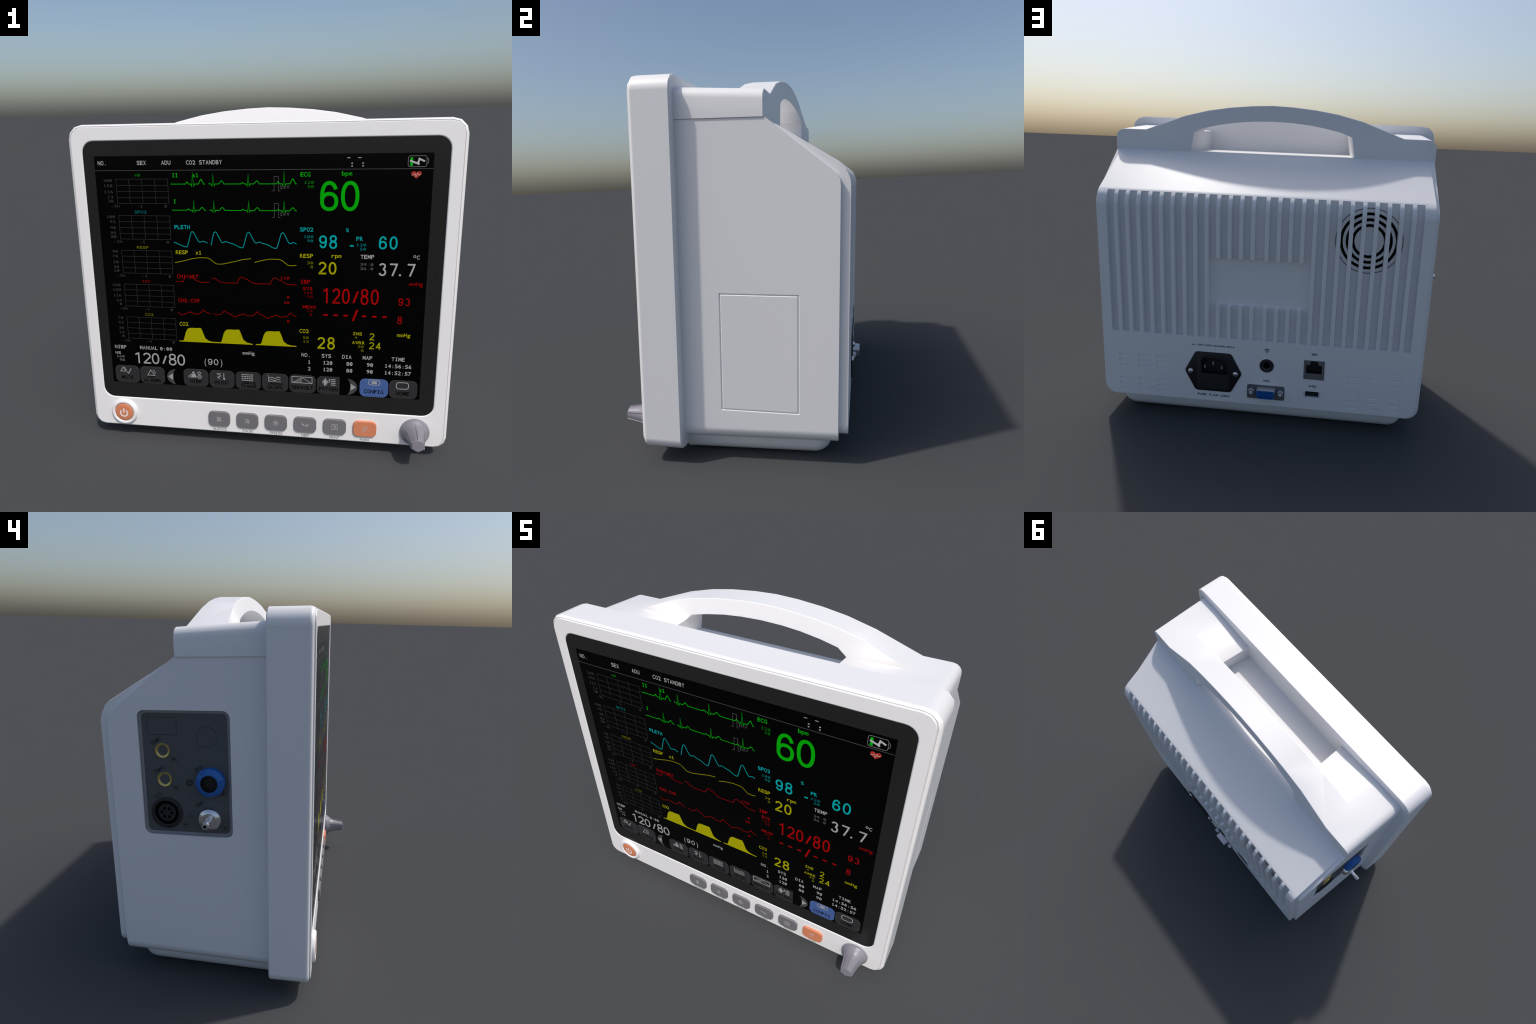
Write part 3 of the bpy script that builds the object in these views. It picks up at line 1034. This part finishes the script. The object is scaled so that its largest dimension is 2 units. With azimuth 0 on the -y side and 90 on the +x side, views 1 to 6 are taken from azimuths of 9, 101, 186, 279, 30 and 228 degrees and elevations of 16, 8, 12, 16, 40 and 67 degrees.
def sym_silence(b):
    stroke(b, BTN, [(-.0085, -.009), (-.0075, .004), (-.004, .009), (.004, .009), (.0075, .004), (.0085, -.009)], .0022, .0006, True)
    stroke(b, BTN, [(-.0125, .0135), (.0125, -.0135)], .0018, .0008)
    stroke(b, BTN, [(.0125, .0135), (-.0125, -.0135)], .0018, .0010)
    stroke(b, BTN, [(-.004, -.0125), (.004, -.0125)], .0022, .0012)


def sym_pause(b):
    stroke(b, BTN, [(-.009, -.0105), (0, .0115), (.010, -.0105)], .0022, .0006, True)
    stroke(b, BTN, [(-.014, .012), (.011, -.0135)], .0018, .0008)
    stroke(b, BTN, [(.004, .0115), (.0095, .006), (.0125, -.005)], .0018, .0010)


def sym_freeze(b):
    for i in range(3):
        a = pi / 2 + i * pi / 3
        c, s = math.cos(a), math.sin(a)
        stroke(b, BTN, [(-.0155 * c, -.0155 * s), (.0155 * c, .0155 * s)], .0020, .0006 + i * .0002)
        for k in (-1, 1):
            for t in (-.45, .45):
                stroke(b, BTN, [(k * .010 * c, k * .010 * s), (k * .0152 * math.cos(a + t), k * .0152 * math.sin(a + t))], .0016, .0013 + i * .0001 + (k + 1) * .00003 + (t > 0) * .00015)


def sym_cuff(b):
    stroke(b, BTN, [(-.019, .009), (-.008, .001), (.002, -.004), (.012, -.003), (.019, .002), (.014, .005), (.006, .003)], .0022, .0006)
    solid_face(b, BTN, [(-.0125, .0085), (-.006, .0045), (-.0095, -.003), (-.016, .002)], .0009)
    stroke(b, BTN, [(.002, -.006), (.009, -.0105), (.014, -.008)], .0018, .0011)


def sym_print(b):
    stroke(b, BTN, [(-.0145, -.0145), (.0145, -.0145), (.0145, .0145), (-.0145, .0145)], .0022, .0006, True)
    stroke(b, BTN, [(-.006, .008), (.006, .0075), (-.003, .002), (.007, -.002), (-.001, -.0075)], .0024, .0008)


def sym_main(b):
    for i, (dx, dz) in enumerate(((.0045, .005), (.0, .0005), (-.0045, -.004))):
        if i == 2:
            stroke(b, BTN, rrect(dx - .0075, dx + .0055, dz - .0105, dz + .0085, .003, 3), .0020, .0006, True)
        else:
            stroke(b, BTN, [(dx - .0065, dz + .0075), (dx - .003, dz + .0095), (dx + .0035, dz + .0095), (dx + .0065, dz + .0065), (dx + .0065, dz - .004), (dx + .0045, dz - .008)], .0018, .0008 + .0002 * i)


for i, (cap, draw) in enumerate((("SILENCE", sym_silence), ("PAUSE", sym_pause), ("FREEZE", sym_freeze), ("NIBP", sym_cuff), ("PRINT", sym_print), ("MAIN", sym_main))):
    cx = -0.2343 + 0.15815 * i
    me = btn_mesh
    if cap == "MAIN":
        me = btn_mesh.copy()
        me.materials[0] = ORANGE
    b = bpy.data.objects.new("button", me)
    scene.collection.objects.link(b)
    b.parent = ROOT
    b.matrix_basis = TILT @ Matrix.Translation((cx, 0, BZ))
    lettering("button_symbol", b, BTN, ICON_PALE, draw, basis=Matrix.Translation((0, 0, .0015)))
    wide = {"SILENCE": .0785, "PAUSE": .0575, "FREEZE": .0675, "NIBP": .042, "PRINT": .0525, "MAIN": .0450}[cap]
    lettering("button_caption", plate, FRONT, INK, lambda bb: free_text(bb, FRONT, cap, cx - wide / 2 + .0005, cx + wide / 2 + .0005, 0.0752, 0.0148, 0.0006, 0.0))

# power button: white collar, orange dome, power symbol
PWX, PWZ = -0.7872, 0.1545
bm = bmesh.new()
lathe(bm, [(0.004, .0765), (-.0075, .0765), (-.0120, .0748), (-.0152, .0710), (-.0165, .0660), (-.0160, .0600), (-.0138, .0560), (-.010, .0545), (0.002, .0545)], (PWX, PLATE, PWZ), 'y', 28)
collar = make("power_button_collar", bm, WHITE, ROOT, smooth=60)
bm = bmesh.new()
lathe(bm, [(0.002, .0530), (-.0115, .0530), (-.0138, .0515), (-.0154, .0470), (-.0162, .035), (-.0166, .018), (-.0167, .0)], (PWX, PLATE, PWZ), 'y', 28)
power = make("power_button", bm, ORANGE, ROOT, smooth=60)
PW = Plane((PWX, PLATE - 0.0167, PWZ), (1, 0, 0), (0, 0, 1), (0, -1, 0))


def sym_power(b):
    stroke(b, PW, [(.0205 * math.sin(math.radians(a)), -.003 + .0205 * math.cos(math.radians(a))) for a in range(38, 323, 12)], .0085, .0010)
    stroke(b, PW, [(0, -.002), (0, .026)], .0085, .0008)


lettering("power_symbol", power, PW, ICON_WHITE, sym_power)

# rotary knob with six fins
KX, KZ = 0.8130, 0.1525
bm = bmesh.new()
kprof = [(0.004, .0748), (-.0085, .0748), (-.0110, .0742), (-.0155, .0720), (-.0225, .0665), (-.0320, .0585), (-.0430, .0515), (-.0560, .0462), (-.0750, .0420), (-.1000, .0375), (-.1230, .0330), (-.1305, .0316), (-.1325, .0288)]
lathe(bm, kprof, (KX, PLATE, KZ), 'y', 40)
knob = make("rotary_knob", bm, KNOB_GREY, ROOT, smooth=32)
bm = bmesh.new()
for i in range(6):
    a = math.radians(30 + 60 * i)
    r = Vector((math.cos(a), 0, math.sin(a)))
    t = Vector((-math.sin(a), 0, math.cos(a))) * 0.0022
    c = Vector((KX, PLATE, KZ))
    line_in = [(-.0300, .050), (-.060, .040), (-.1320, .027)]
    line_out = [(-.0300, .0605), (-.0430, .0545), (-.0560, .0500), (-.0750, .0462), (-.1000, .0420), (-.1295, .0367), (-.1320, .0340)]
    poly = [c + Vector((0, d, 0)) + r * q for d, q in line_out] + [c + Vector((0, d, 0)) + r * q for d, q in reversed(line_in)]
    A = [bm.verts.new(p + t) for p in poly]
    B = [bm.verts.new(p - t) for p in poly]
    bm.faces.new(A)
    bm.faces.new(B[::-1])
    for k in range(len(poly)):
        bm.faces.new((A[k], B[k], B[(k + 1) % len(poly)], A[(k + 1) % len(poly)]))
make("knob_fin", bm, KNOB_GREY, knob, smooth=30)

# =========================================================== rear sockets & print
REAR = 0.508
BACK = Plane((0, REAR, 0), (-1, 0, 0), (0, 0, 1), (0, 1, 0))       # u runs to the viewer's right from behind


def back_text(s, xl, xr, base, high, bold=0.03, mat=BLACK_INK, parent=cover):
    lettering("rear_print", parent, BACK, mat, lambda b: free_text(b, BACK, s, -xl, -xr, base, high, 0.0006, bold))


back_text("a.c. 100V-240V 50/60Hz 90VA", 0.3792, 0.1290, 0.4945, 0.0098)
back_text("FUSE", 0.3455, 0.2940, 0.1825, 0.0128)
back_text("F1.5A", 0.2745, 0.2230, 0.1825, 0.0128)
back_text("L250V", 0.2110, 0.1560, 0.1825, 0.0128)
back_text("VGA", -0.0375, -0.0735, 0.3020, 0.0132)
back_text("NET", -0.3068, -0.3405, 0.4880, 0.0130)


def sym_earth(b):
    stroke(b, BACK, [(.0412, .5042), (.0688, .5042), (.0555, .4808)], .0024, .0006, True)
    stroke(b, BACK, circle(.0555, .4962, .0062, 14), .0022, .0008, True)
    stroke(b, BACK, [(.0553, .5030), (.0553, .5115)], .0024, .0010)


def sym_usb(b):
    solid_face(b, BACK, circle(.3030, .2994, .0042, 12), .0006)
    stroke(b, BACK, [(.3030, .2994), (.3450, .2994)], .0022, .0008)
    stroke(b, BACK, [(.3140, .2994), (.3200, .3060), (.3270, .3065)], .0020, .0010)
    stroke(b, BACK, [(.3180, .2994), (.3255, .2915), (.3340, .2910)], .0020, .0012)
    solid_face(b, BACK, circle(.3290, .3065, .0028, 10), .0014)
    solid_face(b, BACK, [(.3325, .2885), (.3378, .2885), (.3378, .2936), (.3325, .2936)], .0016)
    solid_face(b, BACK, [(.3440, .2968), (.3482, .2994), (.3440, .3020)], .0018)


lettering("rear_print", cover, BACK, BLACK_INK, sym_earth)
lettering("rear_print", cover, BACK, BLACK_INK, sym_usb)

# mains inlet: hexagonal flange with a cut-cornered recess and three blades
IX, IZ = 0.2525, 0.3375
hexa = round_poly([(IX - .166, IZ), (IX - .103, IZ - .1208), (IX + .103, IZ - .1208), (IX + .166, IZ), (IX + .103, IZ + .1208), (IX - .103, IZ + .1208)], 0.024, 4)
shrink = lambda pts, c, k: [(c[0] + (x - c[0]) * k, c[1] + (z - c[1]) * k) for x, z in pts]
bm = bmesh.new()
ring_loft(bm, [at_y(hexa, REAR - .004), at_y(hexa, REAR + .0040), at_y(shrink(hexa, (IX, IZ), .985), REAR + .0055)])
inlet = make("mains_inlet", bm, SOCKET_BLACK, ROOT, smooth=40)
bm = bmesh.new()
raised = rrect(0.1600, 0.3490, 0.2270, 0.4450, 0.012, 4)
ring_loft(bm, [at_y(raised, REAR), at_y(raised, REAR + .0062), at_y(shrink(raised, (.256, .337), .988), REAR + .0070)])
face = make("inlet_face", bm, SOCKET_DARK, inlet, smooth=40)
bm = bmesh.new()
hole = round_poly([(0.1700, 0.3085), (0.3440, 0.3085), (0.3440, 0.3895), (0.3110, 0.4235), (0.2035, 0.4235), (0.1700, 0.3895)], 0.008, 3)
prism_y(bm, hole, REAR - .03, REAR + .03)
bm2 = bm.copy()
face.matrix_basis = Matrix()
carve(face, bm, SOCKET_BLACK)
carve(inlet, bm2, SOCKET_BLACK) if False else bm2.free()
bm = bmesh.new()
prism_y(bm, hole, REAR - .03, REAR + .03)
keep = inlet.matrix_basis.copy()
carve(inlet, bm, SOCKET_BLACK)
bm = bmesh.new()
# walls and bottom of the socket well
deep = hole
ring_loft(bm, [at_y(shrink(deep, (.257, .366), .999), REAR - .001), at_y(shrink(deep, (.257, .366), .985), REAR - .0365)], False, True)
make("inlet_well", bm, SOCKET_BLACK, inlet, smooth=30)
for x, z in ((0.3075, 0.3565), (0.2580, 0.3805), (0.2075, 0.3565)):
    bm = bmesh.new()
    box(bm, x - .0038, x + .0038, REAR - .036, REAR - .018, z - .0095, z + .0095)
    make("contact_blade", bm, STEEL_MATT, inlet, smooth=0)
for x in (0.3835, 0.1230):
    bm = bmesh.new()
    lathe(bm, [(0.0, .0166), (.0045, .0160), (.0085, .0135), (.0112, .0085), (.0120, 0)], (x, REAR + .005, IZ - .001), 'y', 20)
    make("screw", bm, STEEL, inlet, smooth=60)

# earth terminal
bm = bmesh.new()
lathe(bm, [(-.002, .0410), (.0020, .0410), (.0045, .0390), (.0055, .0330), (.0040, .0250), (.0000, .0190), (-.010, .0172), (-.030, .0165)], (-0.0555, REAR, 0.4025), 'y', 20)
earth = make("earth_terminal", bm, SOCKET_DARK, ROOT, smooth=40)
bm = bmesh.new()
lathe(bm, [(-.020, .0176), (-.0015, .0176)], (-0.0555, REAR, 0.4025), 'y', 20)
make("terminal_bore", bm, VENT_BLACK, earth, smooth=40)

# video socket: flange, shell, blue insert with fifteen holes, two hex nuts
bm = bmesh.new()
prism_y(bm, rrect(-0.1620, 0.0535, 0.1935, 0.2800, 0.010, 4), REAR - .003, REAR + .0035)
vga = make("video_socket", bm, TIN, ROOT)
VX = -0.0573
trap = round_poly([(VX - .0456, .2165), (VX + .0456, .2165), (VX + .0550, .2668), (VX - .0550, .2668)], 0.011, 4)
bm = bmesh.new()
base = [(x, z + .0015) for x, z in shrink(trap, (VX, .2416), 1.05)]
ring_loft(bm, [at_y(base, REAR + .002), at_y(trap, REAR + .0440)], False, True)
make("socket_shell", bm, STEEL_MATT, vga, smooth=50)
bm = bmesh.new()
prism_y(bm, shrink(trap, (VX, .2416), .985), REAR + .0425, REAR + .0450)
make("socket_insert", bm, VGA_BLUE, vga, smooth=40)
for row, (z, xs) in enumerate(((.2565, -.0204), (.2423, -.0308), (.2281, -.0218))):
    for k in range(5):
        bm = bmesh.new()
        lathe(bm, [(-.002, .0030), (.0008, .0030)], (xs - .01765 * k, REAR + .0450, z), 'y', 10)
        make("pin_hole", bm, VENT_BLACK, vga, smooth=40)
for x in (0.0292, -0.1388):
    bm = bmesh.new()
    hexn = [(x + .0185 * math.sin(pi / 3 * k), .2385 + .0185 * math.cos(pi / 3 * k)) for k in range(6)]
    prism_y(bm, hexn, REAR + .002, REAR + .0215)
    nut = make("hex_nut", bm, NUT_STEEL, vga, smooth=0)
    bm = bmesh.new()
    prism_y(bm, shrink(hexn, (x, .2385), .96), REAR + .021, REAR + .0220)
    make("nut_face", bm, TIN, vga, smooth=0)  # thin darker plate over the nut's front; the facets around it are paler
    bm = bmesh.new()
    lathe(bm, [(0, .0098), (.0025, .0098), (.0032, .0088)], (x, REAR + .0210, .2385), 'y', 16)
    make("nut_thread", bm, NUT_STEEL, vga, smooth=40)

# network jack
bm = bmesh.new()
box(bm, -0.3815, -0.2662, REAR - .003, REAR + .0035, 0.3427, 0.4572)
jack = make("network_jack", bm, JACK_GREY, ROOT, smooth=0)
notch = [(-.2793, .3797), (-.3673, .3797), (-.3673, .4303), (-.3478, .4303), (-.3478, .4448), (-.3432, .4448), (-.3432, .4545), (-.3042, .4545), (-.3042, .4448), (-.2996, .4448), (-.2996, .4303), (-.2793, .4303)]
bm = bmesh.new()
prism_y(bm, notch, REAR - .02, REAR + .02)
carve(jack, bm, SOCKET_BLACK)
bm = bmesh.new()
ring_loft(bm, [at_y(notch, REAR), at_y(notch, REAR - .030)], False, True)
make("jack_well", bm, SOCKET_BLACK, jack, smooth=0)

# data socket, sunk into the cover
bm = bmesh.new()
out, inn = [(-.3664, .2277), (-.2690, .2277), (-.2690, .2667), (-.3664, .2667)], [(-.3562, .2290), (-.2808, .2290), (-.2808, .2655), (-.3562, .2655)]
ring_loft(bm, [at_y(out, REAR - .012), at_y(out, REAR + .0012), at_y(inn, REAR + .0004), at_y(inn, REAR - .020)], False, False)
usb = make("data_socket", bm, NUT_STEEL, ROOT, smooth=0)
bm = bmesh.new()
box(bm, -.3560, -.2810, REAR - .026, REAR - .015, .2290, .2655)
make("socket_tongue", bm, SOCKET_BLACK, usb, smooth=0)

# ================================================================ left connector panel
LX = -0.9265
FACE = LX + 0.0160
LEFT = Plane((FACE, 0.0057, -0.0053), (0, -1, 0), (0, 0, 1), (-1, 0, 0))     # u runs towards the front


def lp(pts):
    return [(-a, b) for a, b in pts]


bm = bmesh.new()
fr = lambda d, r: rrect(PY0 + d, PY1 - d, PZ0 + d, PZ1 - d, r, 5)
ring_loft(bm, [at_x(fr(.0015, .030), LX + .022), at_x(fr(.0015, .030), LX + .0130), at_x(fr(.0030, .029), LX + .0120), at_x(fr(.0100, .025), LX + .0120), at_x(fr(.0150, .021), FACE + .0003), at_x(fr(.0150, .021), LX + .022)], False, False)
frame = make("connector_panel_frame", bm, FRAME_GREY, ROOT, smooth=40)
bm = bmesh.new()
prism_x(bm, rrect(PY0 + .0138, PY1 - .0138, PZ0 + .0138, PZ1 - .0138, .021, 5), FACE, LX + .021)
panel = make("connector_panel", bm, PANEL_GREY, ROOT)


def left_art(draw):
    lettering("panel_print", panel, LEFT, PANEL_INK, draw)


left_art(lambda b: stroke(b, LEFT, lp(rrect(.1510, .2825, 1.2285, 1.3040, .010, 4)), .0016, .0006, True))
left_art(lambda b: stroke(b, LEFT, circle(-.0190, 1.2205, .0462, 32), .0016, .0006, True))


def slanted(s, y0, z0, y1, z1, high):
    """Text climbing from (y0, z0) to (y1, z1)."""
    d = Vector((-(y1 - y0), z1 - z0))
    n = d.length
    d.normalize()
    pl = Plane(LEFT(-y0, z0), Vector((0, -1, 0)) * d.x + Vector((0, 0, 1)) * d.y, Vector((0, 1, 0)) * d.y + Vector((0, 0, 1)) * d.x, (-1, 0, 0))
    lettering("panel_print", panel, pl, PANEL_INK, lambda b: free_text(b, pl, s, 0, n, 0, high, 0.0006, 0.03))


slanted("TEMP1", .2660, 1.1800, .2210, 1.2060, .0155)
slanted("TEMP2", .2610, 1.0500, .2130, 1.0770, .0155)
slanted("ECG", .2650, .9340, .2350, .9530, .0150)
slanted("SpO2", .0760, 1.0660, .0400, 1.0870, .0150)
slanted("NIBP", .0740, .9000, .0400, .9210, .0150)


def heart_box(y, z, s=.0122):
    def d(b):
        stroke(b, LEFT, [(-y - s, z - s), (-y + s, z - s), (-y + s, z + s), (-y - s, z + s)], .0014, .0006, True)
        solid_face(b, LEFT, [(-y + (a - 0) * s * .66, z - c * s * .6) for a, c in heart(0, 0, 2, 2, 20)], .0008)
    left_art(d)


for y, z in ((.1720, 1.1180), (.1680, .9880), (.1320, .8150), (-.0460, .9680), (-.0510, .8050)):
    heart_box(y, z)


def caution(b):
    c = (-.1085, .8590)
    stroke(b, LEFT, [(c[0] - .0115, c[1] - .0095), (c[0] + .0115, c[1] - .0095), (c[0], c[1] + .0125)], .0015, .0006, True)
    stroke(b, LEFT, [(c[0], c[1] - .006), (c[0], c[1] + .005)], .0016, .0008)


left_art(caution)


def consult(b):
    solid_face(b, LEFT, circle(-.1045, 1.0155, .0160, 24), .0005)


left_art(consult)
lettering("panel_print", panel, LEFT, PANEL_GREY, lambda b: (solid_face(b, LEFT, circle(-.1090, 1.0215, .0038, 10), .0009), stroke(b, LEFT, [(-.1150, 1.0080), (-.1060, 1.0130), (-.0960, 1.0090)], .0030, .0009), stroke(b, LEFT, [(-.1015, 1.0160), (-.0950, 1.0190)], .0026, .0011)))

# temperature jacks
for y, z in ((.2249, 1.1529), (.2228, 1.0218)):
    bm = bmesh.new()
    lathe(bm, [(.004, .0340), (-.0040, .0340), (-.0056, .0328), (-.0056, .0312), (.0010, .0218), (.0060, .0208)], (FACE, y, z), 'x', 32)
    t = make("temperature_jack", bm, BRASS, ROOT, smooth=40)
    bm = bmesh.new()
    lathe(bm, [(.006, .0212), (.0022, .0212)], (FACE, y, z), 'x', 28)
    make("jack_bore", bm, VENT_BLACK, t, smooth=40)
# heart-lead socket: ring, deep groove, six-hole core
EY, EZ = .2215, .8656
bm = bmesh.new()
lathe(bm, [(.004, .0725), (-.0075, .0725), (-.0085, .0712), (-.0085, .0590), (-.0060, .0565), (.003, .0560)], (FACE, EY, EZ), 'x', 22)
ecg = make("lead_socket", bm, SOCKET_DARK, ROOT, smooth=40)
bm = bmesh.new()
lathe(bm, [(.004, .0562), (-.0004, .0562)], (FACE, EY, EZ), 'x', 32)
make("socket_groove", bm, VENT_BLACK, ecg, smooth=40)
bm = bmesh.new()
lathe(bm, [(.002, .0410), (-.0030, .0410), (-.0040, .0400)], (FACE, EY, EZ), 'x', 32)
make("socket_core", bm, SOCKET_DARK, ecg, smooth=40)
for i in range(6):
    a = math.radians(3 + 60 * i)
    bm = bmesh.new()
    lathe(bm, [(.001, .0072), (-.0010, .0072)], (FACE - .0038, EY + .0228 * math.cos(a), EZ + .0220 * math.sin(a)), 'x', 14)
    make("pin_hole", bm, VENT_BLACK, ecg, smooth=40)
# oxygen socket: blue faceted collar with key slots, black bore
SKIN = LX + 0.0045
OY, OZ = .0115, 1.0185
bm = bmesh.new()
lathe(bm, [(.016, .0650), (-.0120, .0655), (-.0170, .0640), (-.0300, .0500), (-.0325, .0440), (-.0325, .0390), (-.028, .0375), (-.005, .0370)], (SKIN, OY, OZ), 'x', 18)
spo = make("oxygen_socket", bm, BLUE, ROOT, smooth=25)
bm = bmesh.new()
for a0 in (55, 175, 295):
    a = math.radians(a0)
    for r0, r1, d0, d1 in ((.0505, .0635, -.0185, -.0295),):
        u, v = Vector((0, math.cos(a), math.sin(a))), Vector((0, -math.sin(a), math.cos(a))) * .0115
        c = Vector((SKIN, OY, OZ))
        nrm = Vector((-.74, 0, 0)) + u * .67
        q = [c + u * .0645 + Vector((-.0158, 0, 0)), c + u * .0515 + Vector((-.0290, 0, 0))]
        A = [bm.verts.new(q[0] + v + nrm * .002), bm.verts.new(q[0] - v + nrm * .002), bm.verts.new(q[1] - v * .9 + nrm * .002), bm.verts.new(q[1] + v * .9 + nrm * .002)]
        B = [bm.verts.new(p.co - nrm * .007) for p in A]
        bm.faces.new(A)
        bm.faces.new(B[::-1])
        for k in range(4):
            bm.faces.new((A[k], B[k], B[(k + 1) % 4], A[(k + 1) % 4]))
make("collar_key", bm, BLUE, spo, smooth=0)
bm = bmesh.new()
lathe(bm, [(-.010, .0376), (-.0315, .0388), (-.0328, .0385), (-.0328, .0360), (-.0310, .0352), (-.004, .0350)], (SKIN, OY, OZ), 'x', 28)
make("socket_liner", bm, SOCKET_BLACK, spo, smooth=40)
bm = bmesh.new()
lathe(bm, [(-.0045, .0352), (-.0050, .0352)], (SKIN, OY, OZ), 'x', 24)
make("socket_floor", bm, VENT_BLACK, spo, smooth=40)
bm = bmesh.new()
lathe(bm, [(-.002, .0195), (-.0100, .0195), (-.0110, .0185)], (SKIN, OY, OZ), 'x', 24)
make("socket_core", bm, SOCKET_DARK, spo, smooth=40)
for i in range(6):
    a = math.radians(60 * i)
    bm = bmesh.new()
    lathe(bm, [(.001, .0026), (-.0006, .0026)], (SKIN - .0110, OY + .0110 * math.cos(a), OZ + .0110 * math.sin(a)), 'x', 10)
    make("pin_hole", bm, VENT_BLACK, spo, smooth=40)
# cuff hose nozzle: plated stepped cone with a barbed tube
NY, NZ = .0180, .8500
bm = bmesh.new()
lathe(bm, [(.016, .0535), (-.0140, .0535), (-.0215, .0495), (-.0290, .0370), (-.0300, .0335), (-.0320, .0330), (-.0325, .0270), (-.0300, .0250), (-.0300, .0150), (-.0400, .0125), (-.0700, .0118), (-.0740, .0150), (-.0830, .0150), (-.0860, .0128), (-.0930, .0135), (-.1000, .0135), (-.1005, .0118), (-.1005, .0075), (-.0860, .0072)], (SKIN, NY, NZ), 'x', 24)
noz = make("cuff_nozzle", bm, STEEL, ROOT, smooth=30)
bm = bmesh.new()
lathe(bm, [(-.086, .0074), (-.0885, .0074)], (SKIN, NY, NZ), 'x', 16)
make("nozzle_bore", bm, VENT_BLACK, noz, smooth=0)

bpy.data.objects.remove(_font_ob)
